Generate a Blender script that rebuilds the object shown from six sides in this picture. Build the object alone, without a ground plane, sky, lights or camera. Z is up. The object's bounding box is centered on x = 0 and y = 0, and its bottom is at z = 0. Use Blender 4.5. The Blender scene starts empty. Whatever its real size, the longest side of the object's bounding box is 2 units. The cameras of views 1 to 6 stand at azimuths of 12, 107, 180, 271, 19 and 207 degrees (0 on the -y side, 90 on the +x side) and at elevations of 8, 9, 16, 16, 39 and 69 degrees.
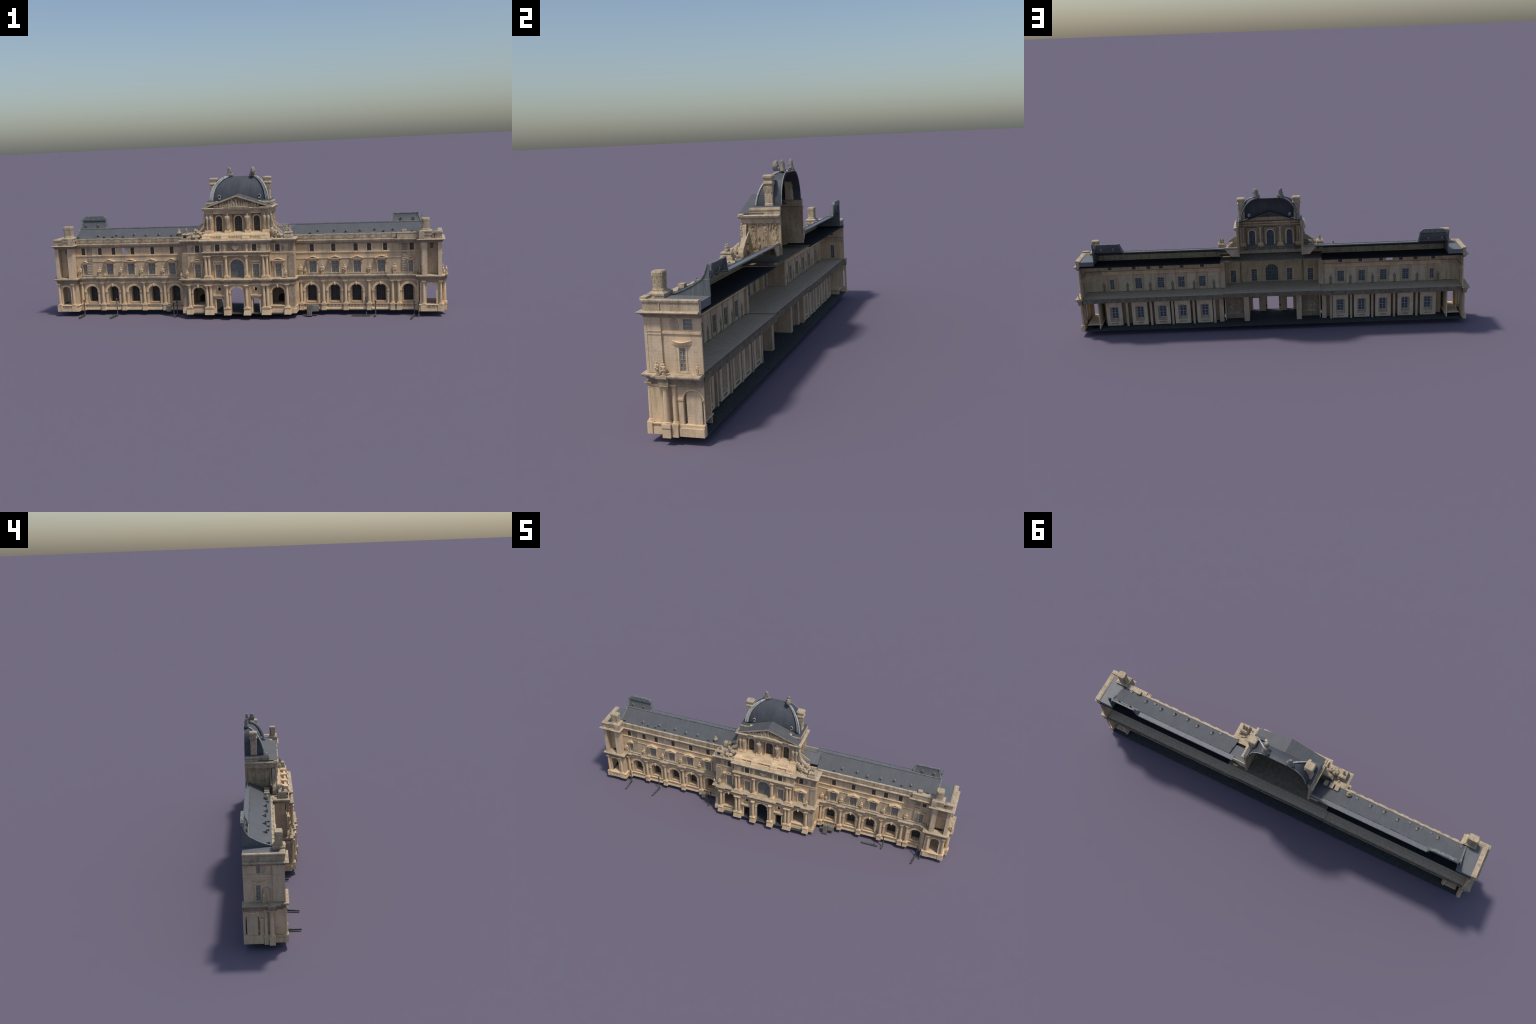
# A long French-Renaissance palace front: two arcaded wings, a domed central
# pavilion and two corner pavilions, built as a shallow open-backed shell,
# with a few street lamps and entrance booths standing before it.
import bpy, bmesh, math, random
from mathutils import Vector, noise as mnoise

random.seed(7)
YB = 0.121           # plane where the shell is cut open at the back
ZB = 0.0227          # underside of the building

# ------------------------------------------------------------------ materials
def new_mat(name):
    m = bpy.data.materials.new(name); m.use_nodes = True
    nt = m.node_tree; nt.nodes.clear()
    out = nt.nodes.new('ShaderNodeOutputMaterial'); b = nt.nodes.new('ShaderNodeBsdfPrincipled')
    nt.links.new(b.outputs[0], out.inputs[0])
    return m, nt, b

def ramp(nt, src, stops):
    r = nt.nodes.new('ShaderNodeValToRGB')
    e = r.color_ramp.elements
    while len(e) < len(stops): e.new(0.5)
    for i, (p, c) in enumerate(stops):
        e[i].position = p; e[i].color = (c[0], c[1], c[2], 1) if isinstance(c, tuple) else (c, c, c, 1)
    nt.links.new(src, r.inputs[0]); return r.outputs[0]

def coords(nt, scale=(1, 1, 1)):
    tc = nt.nodes.new('ShaderNodeTexCoord'); mp = nt.nodes.new('ShaderNodeMapping')
    mp.inputs['Scale'].default_value = scale
    nt.links.new(tc.outputs['Object'], mp.inputs[0]); return mp.outputs[0]

def noise(nt, vec, scale, detail=3, rough=0.6):
    n = nt.nodes.new('ShaderNodeTexNoise'); n.inputs['Scale'].default_value = scale
    n.inputs['Detail'].default_value = detail; n.inputs['Roughness'].default_value = rough
    nt.links.new(vec, n.inputs['Vector']); return n.outputs['Fac']

def mix(nt, fac, a, b, mode='MIX'):
    m = nt.nodes.new('ShaderNodeMix'); m.data_type = 'RGBA'; m.blend_type = mode
    for sock, v in ((0, fac), (6, a), (7, b)):
        if isinstance(v, (int, float)): m.inputs[sock].default_value = v
        elif isinstance(v, tuple): m.inputs[sock].default_value = (v[0], v[1], v[2], 1)
        else: nt.links.new(v, m.inputs[sock])
    return m.outputs[2]

def math_n(nt, op, a, b=0.0):
    m = nt.nodes.new('ShaderNodeMath'); m.operation = op
    for i, v in enumerate((a, b)):
        if isinstance(v, (int, float)): m.inputs[i].default_value = v
        else: nt.links.new(v, m.inputs[i])
    return m.outputs[0]

def stone(name, light, mid, dark, coursing=0.0, speck=0.0, rough=0.9, bump=0.25):
    m, nt, b = new_mat(name)
    v = coords(nt)
    big = noise(nt, v, 14, 4); fine = noise(nt, v, 160, 3, 0.7)
    streak = noise(nt, coords(nt, (60, 60, 9)), 1.0, 3)
    col = mix(nt, ramp(nt, big, [(0.36, 0.0), (0.66, 1.0)]), mid, light)
    col = mix(nt, math_n(nt, 'MULTIPLY', ramp(nt, streak, [(0.48, 0.0), (0.72, 1.0)]), 0.5), col, dark)
    grime = ramp(nt, noise(nt, v, 42, 4, 0.65), [(0.52, 0.0), (0.72, 1.0)])
    g = tuple(0.55 * c + 0.45 * sum(dark) / 3 for c in dark)
    col = mix(nt, math_n(nt, 'MULTIPLY', grime, 0.38), col, g)
    col = mix(nt, ramp(nt, fine, [(0.3, 0.25), (0.48, 0.0)]), col, dark)
    if coursing:
        br = nt.nodes.new('ShaderNodeTexBrick')
        mp = nt.nodes.new('ShaderNodeMapping'); tc = nt.nodes.new('ShaderNodeTexCoord')
        sx = nt.nodes.new('ShaderNodeSeparateXYZ'); cb = nt.nodes.new('ShaderNodeCombineXYZ')
        nt.links.new(tc.outputs['Object'], sx.inputs[0])
        nt.links.new(math_n(nt, 'ADD', sx.outputs[0], sx.outputs[1]), cb.inputs[0])
        nt.links.new(sx.outputs[2], cb.inputs[1])
        nt.links.new(cb.outputs[0], br.inputs['Vector'])
        br.inputs['Scale'].default_value = 1.0
        br.inputs['Brick Width'].default_value = 0.021; br.inputs['Row Height'].default_value = 0.0085
        br.inputs['Mortar Size'].default_value = 0.0005; br.inputs['Mortar Smooth'].default_value = 0.5
        wob = ramp(nt, noise(nt, v, 55, 2), [(0.4, 0.15), (0.65, 1.0)])
        col = mix(nt, math_n(nt, 'MULTIPLY', math_n(nt, 'MULTIPLY', br.outputs['Fac'], coursing), wob), col, dark)
    if speck:
        vo = nt.nodes.new('ShaderNodeTexVoronoi'); vo.inputs['Scale'].default_value = 330
        nt.links.new(v, vo.inputs['Vector'])
        col = mix(nt, math_n(nt, 'MULTIPLY', ramp(nt, vo.outputs['Distance'], [(0.18, 1.0), (0.5, 0.0)]), speck), col, dark)
    nt.links.new(col, b.inputs['Base Color'])
    b.inputs['Roughness'].default_value = rough; b.inputs['Specular IOR Level'].default_value = 0.25
    bp = nt.nodes.new('ShaderNodeBump'); bp.inputs['Strength'].default_value = bump
    bp.inputs['Distance'].default_value = 0.002
    nt.links.new(fine, bp.inputs['Height']); nt.links.new(bp.outputs[0], b.inputs['Normal'])
    return m

def slate(name, a, c, rough=0.55, stripes=90.0, axis=0):
    m, nt, b = new_mat(name)
    sc = [3, 3, 3]; sc[axis] = 75
    st = noise(nt, coords(nt, tuple(sc)), 5.0, 4, 0.7)
    blotch = noise(nt, coords(nt), 22, 3)
    col = mix(nt, ramp(nt, st, [(0.35, 0.0), (0.65, 1.0)]), a, c)
    col = mix(nt, math_n(nt, 'MULTIPLY', ramp(nt, blotch, [(0.45, 0.0), (0.75, 1.0)]), 0.4), col,
              tuple(0.5 * (p + 0.15) for p in c))
    nt.links.new(col, b.inputs['Base Color']); b.inputs['Roughness'].default_value = rough
    b.inputs['Specular IOR Level'].default_value = 0.3
    return m

def plain(name, a, c, rough=0.8, scale=60, metallic=0.0):
    m, nt, b = new_mat(name)
    n = noise(nt, coords(nt), scale, 4)
    nt.links.new(mix(nt, ramp(nt, n, [(0.35, 0.0), (0.65, 1.0)]), a, c), b.inputs['Base Color'])
    b.inputs['Roughness'].default_value = rough; b.inputs['Metallic'].default_value = metallic
    b.inputs['Specular IOR Level'].default_value = 0.3
    return m

def paving(name, a, c, joint, w, h):
    m, nt, b = new_mat(name)
    v = coords(nt)
    n = noise(nt, v, 70, 4); n2 = noise(nt, v, 9, 2)
    br = nt.nodes.new('ShaderNodeTexBrick'); nt.links.new(v, br.inputs['Vector'])
    br.inputs['Scale'].default_value = 1; br.inputs['Brick Width'].default_value = w
    br.inputs['Row Height'].default_value = h; br.inputs['Mortar Size'].default_value = 0.0007
    col = mix(nt, ramp(nt, n, [(0.3, 0.0), (0.7, 1.0)]), a, c)
    col = mix(nt, math_n(nt, 'MULTIPLY', br.outputs['Fac'], math_n(nt, 'MULTIPLY', n2, 0.9)), col, joint)
    nt.links.new(col, b.inputs['Base Color']); b.inputs['Roughness'].default_value = 0.9
    b.inputs['Specular IOR Level'].default_value = 0.2
    return m

M = {}
M['wall'] = stone('ashlar_wall', (0.725, 0.56, 0.38), (0.635, 0.485, 0.32), (0.37, 0.265, 0.16), coursing=0.6)
M['facade'] = stone('facade_ashlar', (0.63, 0.48, 0.31), (0.545, 0.41, 0.26), (0.29, 0.205, 0.125), coursing=0.35)  # ashlar darkened to hold the front's baked-in shading
M['trim'] = stone('cut_stone', (0.82, 0.615, 0.385), (0.69, 0.51, 0.315), (0.36, 0.25, 0.15))  # golden tint includes sunlight baked on columns and lower mouldings
M['statue'] = stone('statue_stone', (0.78, 0.60, 0.39), (0.62, 0.47, 0.30), (0.20, 0.145, 0.095), bump=0.5, speck=0.2)
M['chimney'] = stone('pitted_stone', (0.64, 0.51, 0.345), (0.49, 0.385, 0.255), (0.12, 0.09, 0.06), bump=0.6, speck=0.75)
M['weather'] = stone('weathered_stone', (0.60, 0.485, 0.34), (0.47, 0.375, 0.255), (0.165, 0.13, 0.09), speck=0.5)
M['quoin'] = stone('quoin_stone', (0.56, 0.44, 0.31), (0.45, 0.345, 0.24), (0.15, 0.115, 0.08))
M['frieze'] = stone('carved_frieze_stone', (0.42, 0.335, 0.235), (0.31, 0.24, 0.165), (0.12, 0.09, 0.062), bump=0.5, speck=0.5)  # browned dark; under cornices this paints their shadow onto the bed moulding
M['carved'] = stone('carved_stone', (0.60, 0.485, 0.345), (0.45, 0.36, 0.25), (0.17, 0.13, 0.09), bump=0.5, speck=0.4)
M['grey'] = stone('grey_carved_stone', (0.36, 0.33, 0.27), (0.25, 0.23, 0.19), (0.10, 0.09, 0.075), bump=0.5, speck=0.3)
M['attic'] = stone('attic_stone', (0.52, 0.395, 0.255), (0.385, 0.285, 0.18), (0.13, 0.095, 0.06), bump=0.6, speck=0.35)
M['inner'] = stone('inner_stone', (0.62, 0.475, 0.335), (0.51, 0.385, 0.265), (0.26, 0.19, 0.13), coursing=0.2)
M['innerlight'] = stone('inner_plaster', (0.70, 0.56, 0.395), (0.62, 0.49, 0.345), (0.36, 0.27, 0.18))  # albedo warmed to cancel bluish ambient light on rear faces
M['slate'] = slate('slate_roof', (0.084, 0.089, 0.095), (0.116, 0.121, 0.128))
M['dome'] = slate('dome_slate', (0.056, 0.062, 0.071), (0.082, 0.089, 0.100))
M['zinc'] = slate('zinc_sheet', (0.115, 0.122, 0.132), (0.165, 0.172, 0.182), 0.5)
M['gable'] = slate('gable_cladding', (0.075, 0.088, 0.094), (0.17, 0.185, 0.19), 0.5, axis=1)
M['ridge'] = plain('ridge_flashing', (0.060, 0.066, 0.072), (0.15, 0.16, 0.16), 0.6, 90)
M['lead'] = plain('lead_flashing', (0.27, 0.28, 0.27), (0.52, 0.525, 0.50), 0.6, 110)
M['patina'] = plain('weathered_lead', (0.10, 0.115, 0.115), (0.23, 0.245, 0.23), 0.6, 110)
M['deck'] = plain('near_black_deck', (0.011, 0.013, 0.017), (0.020, 0.023, 0.028), 0.85)
M['ground'] = paving('asphalt', (0.038, 0.042, 0.046), (0.068, 0.073, 0.078), (0.024, 0.026, 0.028), 0.02, 0.02)
M['floor'] = paving('floor_slabs', (0.54, 0.44, 0.315), (0.68, 0.565, 0.42), (0.24, 0.195, 0.14), 0.024, 0.016)  # slabs tinted brighter and warmer to show a lit floor under blue sky
M['edge'] = plain('slab_edge', (0.12, 0.10, 0.072), (0.21, 0.178, 0.13), 0.9)  # edge colour shifted warm to counter skylight at the open back
M['ceil'] = plain('pavilion_deck', (0.15, 0.127, 0.092), (0.22, 0.188, 0.138), 0.9)
M['darkglass'] = plain('dark_glass', (0.020, 0.021, 0.025), (0.05, 0.052, 0.058), 0.3, 90)
M['paleglass'] = plain('curtained_glass', (0.10, 0.103, 0.102), (0.33, 0.32, 0.30), 0.4, 150)
M['skyglass'] = plain('sky_tinted_glass', (0.07, 0.10, 0.14), (0.19, 0.215, 0.24), 0.35, 70)
M['blueglass'] = plain('blue_glass', (0.045, 0.072, 0.115), (0.09, 0.115, 0.16), 0.3, 90)
M['bardark'] = plain('bronze_glazing_bar', (0.09, 0.078, 0.06), (0.18, 0.15, 0.11), 0.7)
M['oak'] = plain('oak_glazing_bar', (0.20, 0.155, 0.09), (0.32, 0.25, 0.15), 0.7)
M['bar'] = plain('glazing_bar', (0.30, 0.265, 0.21), (0.42, 0.375, 0.30), 0.7)
M['barlight'] = plain('painted_glazing_bar', (0.42, 0.42, 0.40), (0.55, 0.54, 0.50), 0.7)
M['iron'] = plain('grey_iron', (0.055, 0.06, 0.062), (0.12, 0.125, 0.12), 0.6)
M['concrete'] = plain('grey_booth', (0.16, 0.145, 0.125), (0.27, 0.24, 0.20), 0.9)
M['dormer'] = plain('dormer_metal', (0.13, 0.125, 0.11), (0.26, 0.245, 0.21), 0.7, 140)
M['void'] = plain('dark_opening', (0.02, 0.019, 0.018), (0.035, 0.032, 0.03), 0.9)

# ------------------------------------------------------------------ mesh builder
class MB:
    def __init__(self, *mats):
        self.v = []; self.f = []; self.mi = []; self.cur = 0; self.mats = mats; self.T = None
    def add(self, vs, fs):
        o = len(self.v)
        if self.T: vs = [self.T(*p) for p in vs]
        self.v += [tuple(p) for p in vs]
        for f in fs:
            self.f.append([i + o for i in f]); self.mi.append(self.cur)
    def box(self, x0, x1, y0, y1, z0, z1, top=None):
        """axis box; top=(dx,dy) insets the upper face to make a battered block"""
        dx, dy = top or (0, 0)
        vs = [(x0, y0, z0), (x1, y0, z0), (x1, y1, z0), (x0, y1, z0),
              (x0 + dx, y0 + dy, z1), (x1 - dx, y0 + dy, z1), (x1 - dx, y1 - dy, z1), (x0 + dx, y1 - dy, z1)]
        self.add(vs, [(0, 3, 2, 1), (4, 5, 6, 7), (0, 1, 5, 4), (1, 2, 6, 5), (2, 3, 7, 6), (3, 0, 4, 7)])
    def prism(self, poly, y0, y1):
        """polygon in (x,z) given an extent in y"""
        n = len(poly)
        vs = [(a, y0, b) for a, b in poly] + [(a, y1, b) for a, b in poly]
        self.add(vs, [tuple(range(n)), tuple(range(2 * n - 1, n - 1, -1))] +
                 [(i, i + n, (i + 1) % n + n, (i + 1) % n) for i in range(n)])
    def prism_x(self, poly, x0, x1):
        """polygon in (y,z) given an extent in x"""
        n = len(poly)
        vs = [(x0, a, b) for a, b in poly] + [(x1, a, b) for a, b in poly]
        self.add(vs, [tuple(range(n)), tuple(range(2 * n - 1, n - 1, -1))] +
                 [(i, i + n, (i + 1) % n + n, (i + 1) % n) for i in range(n)])
    def ribbon(self, outer, inner, y0, y1):
        """open band between two (x,z) polylines of equal length, thick in y"""
        n = len(outer)
        vs = [(a, y0, b) for a, b in outer] + [(a, y0, b) for a, b in inner] + \
             [(a, y1, b) for a, b in outer] + [(a, y1, b) for a, b in inner]
        fs = []
        for i in range(n - 1):
            j = i + 1
            fs += [(i, j, n + j, n + i), (2 * n + i, 3 * n + i, 3 * n + j, 2 * n + j),
                   (i, 2 * n + i, 2 * n + j, j), (n + i, n + j, 3 * n + j, 3 * n + i)]
        for i in (0, n - 1): fs.append((i, n + i, 3 * n + i, 2 * n + i))
        self.add(vs, fs)
    def lathe(self, prof, cx=0, cy=0, seg=12, sx=1, sy=1, jitter=0.0, seed=0):
        vs = []
        for (r, z) in prof:
            for k in range(seg):
                a = 2 * math.pi * k / seg
                rr = r
                if jitter:
                    rr = r * (1 + jitter * mnoise.noise(Vector((math.cos(a) * 1.7 + seed * 3.1, math.sin(a) * 1.7, z * 130 + seed))))
                vs.append((cx + rr * math.cos(a) * sx, cy + rr * math.sin(a) * sy, z))
        n = len(prof); fs = []
        for i in range(n - 1):
            for k in range(seg):
                k2 = (k + 1) % seg
                fs.append((i * seg + k, i * seg + k2, (i + 1) * seg + k2, (i + 1) * seg + k))
        fs.append(tuple(range(seg - 1, -1, -1))); fs.append(tuple((n - 1) * seg + k for k in range(seg)))
        self.add(vs, fs)
    def blob(self, c, r, jitter=0.25, seed=0, n=8):
        """lumpy ellipsoid"""
        vs = []; fs = []
        rows = n; seg = int(n * 1.5)
        for i in range(1, rows):
            t = math.pi * i / rows
            for k in range(seg):
                a = 2 * math.pi * k / seg
                d = Vector((math.sin(t) * math.cos(a), math.sin(t) * math.sin(a), math.cos(t)))
                q = 1 + jitter * mnoise.noise(d * 1.9 + Vector((seed * 5.3, seed * 1.7, 0)))
                vs.append((c[0] + d.x * r[0] * q, c[1] + d.y * r[1] * q, c[2] + d.z * r[2] * q))
        vs.append((c[0], c[1], c[2] + r[2])); vs.append((c[0], c[1], c[2] - r[2]))
        m = (rows - 1) * seg
        for i in range(rows - 2):
            for k in range(seg):
                k2 = (k + 1) % seg
                fs.append((i * seg + k, (i + 1) * seg + k, (i + 1) * seg + k2, i * seg + k2))
        for k in range(seg):
            k2 = (k + 1) % seg
            fs.append((m, k, k2)); fs.append((m + 1, (rows - 2) * seg + k2, (rows - 2) * seg + k))
        self.add(vs, fs)
    def sweep(self, prof, path):
        """closed (out,z) profile swept along a plan polyline; outward is to the right of travel"""
        pts = [Vector(p) for p in path]; n = len(pts); m = len(prof); vs = []
        for i, p in enumerate(pts):
            ds = []
            if i > 0: ds.append((p - pts[i - 1]).normalized())
            if i < n - 1: ds.append((pts[i + 1] - p).normalized())
            ns = [Vector((d.y, -d.x)) for d in ds]
            if len(ns) == 1: off = ns[0]
            else:
                b = ns[0] + ns[1]; off = b / max(0.3, b.dot(ns[0]))
            for (o, z) in prof: vs.append((p.x + off.x * o, p.y + off.y * o, z))
        fs = []
        for i in range(n - 1):
            for k in range(m):
                k2 = (k + 1) % m
                fs.append((i * m + k, (i + 1) * m + k, (i + 1) * m + k2, i * m + k2))
        fs.append(tuple(range(m))); fs.append(tuple((n - 1) * m + k for k in range(m - 1, -1, -1)))
        self.add(vs, fs)
    def wall(self, u0, u1, z0, z1, d0, d1, ops=()):
        """wall slab along u (first axis) between depths d0,d1, pierced by openings
        (ua, ub, sill, spring, rise): rise 0 is a flat head, otherwise an elliptic arch"""
        ops = sorted(ops)
        def both(poly):
            n = len(poly)
            self.add([(a, d0, b) for a, b in poly], [tuple(range(n))])
            self.add([(a, d1, b) for a, b in poly], [tuple(range(n - 1, -1, -1))])
        def strip(a, b): self.add([(a[0], d0, a[1]), (b[0], d0, b[1]), (b[0], d1, b[1]), (a[0], d1, a[1])], [(0, 3, 2, 1)])
        cur = u0
        for (ua, ub, zs, zp, rise) in ops:
            if ua > cur: both([(cur, z0), (ua, z0), (ua, z1), (cur, z1)])
            if zs > z0: both([(ua, z0), (ub, z0), (ub, zs), (ua, zs)])
            c = (ua + ub) / 2; h = (ub - ua) / 2
            k = 10 if rise else 1
            head = [(c - h * math.cos(math.pi * i / k), zp + rise * math.sin(math.pi * i / k)) for i in range(k + 1)]
            for p, q in zip(head, head[1:]):
                if z1 > zp + rise + 1e-6: both([p, q, (q[0], z1), (p[0], z1)])
                strip(q, p)
            strip((ua, zp), (ua, zs)); strip((ub, zs), (ub, zp))
            if zs > z0: strip((ua, zs), (ub, zs))
            cur = ub
        if u1 > cur: both([(cur, z0), (u1, z0), (u1, z1), (cur, z1)])
        strip((u0, z1), (u0, z0)); strip((u1, z0), (u1, z1)); strip((u1, z1), (u0, z1)); strip((u0, z0), (u1, z0))
    def mesh(self, name, smooth=False, fix=True):
        me = bpy.data.meshes.new(name); me.from_pydata(self.v, [], self.f)
        for mm in self.mats: me.materials.append(M[mm])
        for p, i in zip(me.polygons, self.mi): p.material_index = i; p.use_smooth = smooth
        if fix:
            bm = bmesh.new(); bm.from_mesh(me)
            bmesh.ops.remove_doubles(bm, verts=bm.verts, dist=1e-6)
            bmesh.ops.recalc_face_normals(bm, faces=bm.faces); bm.to_mesh(me); bm.free()
        me.update(); return me

def obj(name, data, parent=None, loc=(0, 0, 0), rot=0.0, scale=(1, 1, 1), stuff=False):
    o = bpy.data.objects.new(name, data); bpy.context.collection.objects.link(o)
    o.location = loc; o.rotation_euler[2] = rot; o.scale = scale
    if parent: o.parent = parent
    if stuff: o['kind'] = 'stuff'
    return o

palace = obj('palace', None)
palace['label'] = 'long cream stone palace front with slate roofs and domed central pavilion'
palace['category'] = 'palace building'

SX = {-1: (lambda x, y, z: (-x, y, z)), 1: None}
def mirrored(mb, s): mb.T = SX[s]; return mb
def arc(c, h, spring, rise, n=12, a0=0.0, a1=math.pi):
    return [(c - h * math.cos(a0 + (a1 - a0) * i / n), spring + rise * math.sin(a0 + (a1 - a0) * i / n)) for i in range(n + 1)]

# ------------------------------------------------------------------ layout data (metres)
COL = {-1: [0.849, 0.736, 0.6225, 0.5105, 0.400, 0.293], 1: [0.300, 0.409, 0.516, 0.629, 0.740, 0.769, 0.859]}
GWIN = {-1: [0.797, 0.681, 0.566, 0.457, 0.3475], 1: [0.350, 0.4635, 0.568, 0.684, 0.815]}
PWIN = {-1: [0.691, 0.576, 0.4645, 0.356], 1: [0.3605, 0.469, 0.575, 0.690]}
FWIN = {-1: [0.742, 0.667, 0.564, 0.4575, 0.3545], 1: [0.357, 0.462, 0.569, 0.6333, 0.709]}
STAT = {-1: [0.858, 0.884, 0.750, 0.634, 0.5215, 0.405, 0.303], 1: [0.3014, 0.321, 0.405, 0.5155, 0.631, 0.750, 0.870]}

# ------------------------------------------------------------------ shared pieces
def column_mesh(h, r, name):
    """round column of height h standing on z=0: torus base, tapering shaft, leafy capital"""
    mb = MB('trim')
    c = 0.014
    mb.box(-1.5 * r, 1.5 * r, -1.5 * r, 1.5 * r, 0, 0.0035)
    prof = [(1.45 * r, 0.003), (1.5 * r, 0.005), (1.2 * r, 0.0065), (1.3 * r, 0.008), (1.02 * r, 0.0095),
            (r, 0.02), (0.97 * r, 0.45 * h), (0.84 * r, h - c - 0.002), (0.98 * r, h - c - 0.001), (0.86 * r, h - c),
            (0.95 * r, h - c + 0.004), (1.25 * r, h - c * 0.5), (1.12 * r, h - c * 0.45), (1.5 * r, h - 0.0035), (1.35 * r, h - 0.003)]
    mb.lathe(prof, seg=16)
    for k in range(4):
        a = math.pi / 4 + k * math.pi / 2
        mb.blob((1.35 * r * math.cos(a), 1.35 * r * math.sin(a), h - 0.005), (0.32 * r,) * 2 + (0.0028,), 0.1, k, 5)
    mb.box(-1.5 * r, 1.5 * r, -1.5 * r, 1.5 * r, h - 0.003, h)
    return mb.mesh(name)

def figure_mesh(h, seed, name, slim=1.0, mat='carved', attendant=False):
    """draped standing stone figure of height h"""
    rnd = random.Random(seed)
    mb = MB(mat)
    w = 0.165 * h * slim
    mb.box(-w * 0.95, w * 0.95, -w * 0.75, w * 0.75, 0, 0.09 * h)
    lean = rnd.uniform(-0.05, 0.05) * h
    prof = [(0.9, 0.08), (0.95, 0.16), (0.8, 0.3), (0.78, 0.42), (0.92, 0.52), (0.86, 0.62), (1.0, 0.72), (0.86, 0.79), (0.38, 0.835), (0.34, 0.86)]
    mb.T = lambda x, y, z: (x + lean * (z / h), y, z)
    mb.lathe([(w * a, h * b) for a, b in prof], seg=12, sy=0.8, jitter=0.35, seed=seed)
    mb.blob((0, -0.01 * h, 0.92 * h), (0.075 * h, 0.08 * h, 0.09 * h), 0.15, seed)
    for s in (-1, 1):
        up = rnd.random() < 0.4
        mb.blob((s * w * 0.85, -0.03 * h, (0.64 if not up else 0.70) * h), (0.05 * h, 0.06 * h, 0.14 * h), 0.2, seed + s)
        mb.blob((s * w * 0.6, -0.10 * h, rnd.uniform(0.45, 0.6) * h), (0.10 * h, 0.07 * h, 0.06 * h), 0.2, seed + 2 * s)
    for k in range(4):
        a = rnd.uniform(0, 6.28)
        mb.blob((0.7 * w * math.cos(a), 0.5 * w * math.sin(a), rnd.uniform(0.12, 0.5) * h), (0.07 * h, 0.06 * h, 0.14 * h), 0.3, seed + k)
    if attendant:
        mb.T = lambda x, y, z: (x + 0.5 * h, y - 0.04 * h, z)
        mb.lathe([(0.12 * h, 0), (0.15 * h, 0.15 * h), (0.1 * h, 0.34 * h), (0.05 * h, 0.38 * h)], seg=9, jitter=0.3, seed=seed + 9)
        mb.blob((0, 0, 0.43 * h), (0.065 * h,) * 3, 0.2, seed + 4)
    return mb.mesh(name, smooth=True)

def window_mesh(hw, z0, spring, rise, cols, rows, front, bar, name, inner='blueglass', bw=0.0011, thick=0.0022):
    """glazed window in the xz plane around x=0: pane body with front and rear glass, bars both sides"""
    mb = MB(front, inner, bar)
    head = arc(0, hw, spring, rise, 10) if rise else [(-hw, spring), (hw, spring)]
    poly = [(-hw, z0), (hw, z0)] + list(reversed(head))
    n = len(poly)
    mb.add([(a, 0, b) for a, b in poly], [tuple(range(n))])
    mb.cur = 1
    mb.add([(a, thick, b) for a, b in poly], [tuple(range(n - 1, -1, -1))])
    mb.cur = 2
    def top(x):
        if not rise: return spring
        return spring + rise * math.sqrt(max(0, 1 - (x / hw) ** 2))
    ya, yb = -0.0009, thick + 0.0009
    for i in range(cols + 1):
        x = -hw + 2 * hw * i / cols
        x = min(max(x, -hw + bw * 0.6), hw - bw * 0.6)
        k = 1.6 if i in (0, cols) or (cols % 2 == 0 and i == cols // 2) else 1.0
        mb.box(x - bw * 0.5 * k, x + bw * 0.5 * k, ya - 0.0002 * k, yb + 0.0002 * k, z0, top(x) - 0.0002)
    zt = spring + rise
    for j in range(rows + 1):
        z = z0 + (zt - z0) * j / rows
        z = min(max(z, z0 + bw * 0.6), zt - bw * 0.6)
        w = hw if z <= spring else hw * math.sqrt(max(0, 1 - ((z - spring) / rise) ** 2))
        k = 1.7 if j in (0, rows) or j == int(rows * 0.6) else 0.9
        if w > 0.002: mb.box(-w, w, ya, yb, z - bw * 0.5 * k, z + bw * 0.5 * k)
    if rise:
        o = arc(0, hw, spring, rise, 12); i2 = arc(0, hw - bw, spring, rise - bw, 12)
        mb.ribbon(o, i2, ya - 0.0004, yb + 0.0004)
    return mb.mesh(name, fix=False)

def surround(mb, x, hw, z0, z1, y0, y1, w=0.006):
    mb.box(x - hw - w, x - hw, y0, y1, z0, z1); mb.box(x + hw, x + hw + w, y0, y1, z0, z1)
    mb.box(x - hw - w, x + hw + w, y0 - 0.0006, y1, z1, z1 + w)

def pediment_mesh(hw, h, out, name, mat='trim'):
    """small triangular pediment on brackets, centred, base at z=0, wall at y=0"""
    mb = MB(mat)
    mb.box(-hw * 0.78, hw * 0.78, -out * 0.55, 0.001, -0.007, 0.0005)
    mb.box(-hw, hw, -out, 0.001, 0, 0.0028)
    mb.ribbon([(-hw, 0.0028), (0, h), (hw, 0.0028)], [(-hw + 0.006, 0.0029), (0, h - 0.0036), (hw - 0.006, 0.0029)], -out, 0.001)
    mb.prism([(-hw + 0.005, 0.002), (hw - 0.005, 0.002), (0, h - 0.002)], -out * 0.35, 0.001)
    for s in (-1, 1):
        mb.box(s * hw * 0.76 - 0.0030, s * hw * 0.76 + 0.0030, -out * 0.55, 0.001, -0.020, -0.001, )
        mb.blob((s * hw * 0.74, -out * 0.35, -0.022), (0.003, 0.003, 0.004), 0.1, 1, 6)
    return mb.mesh(name)

def key_mesh():
    mb = MB('trim')
    mb.box(-0.004, 0.004, -0.009, 0.002, -0.006, 0.010, top=(-0.001, -0.001))
    mb.blob((0, -0.009, 0.001), (0.0042, 0.004, 0.0075), 0.25, 3, 8)
    return mb.mesh('keystone', smooth=False)

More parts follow.
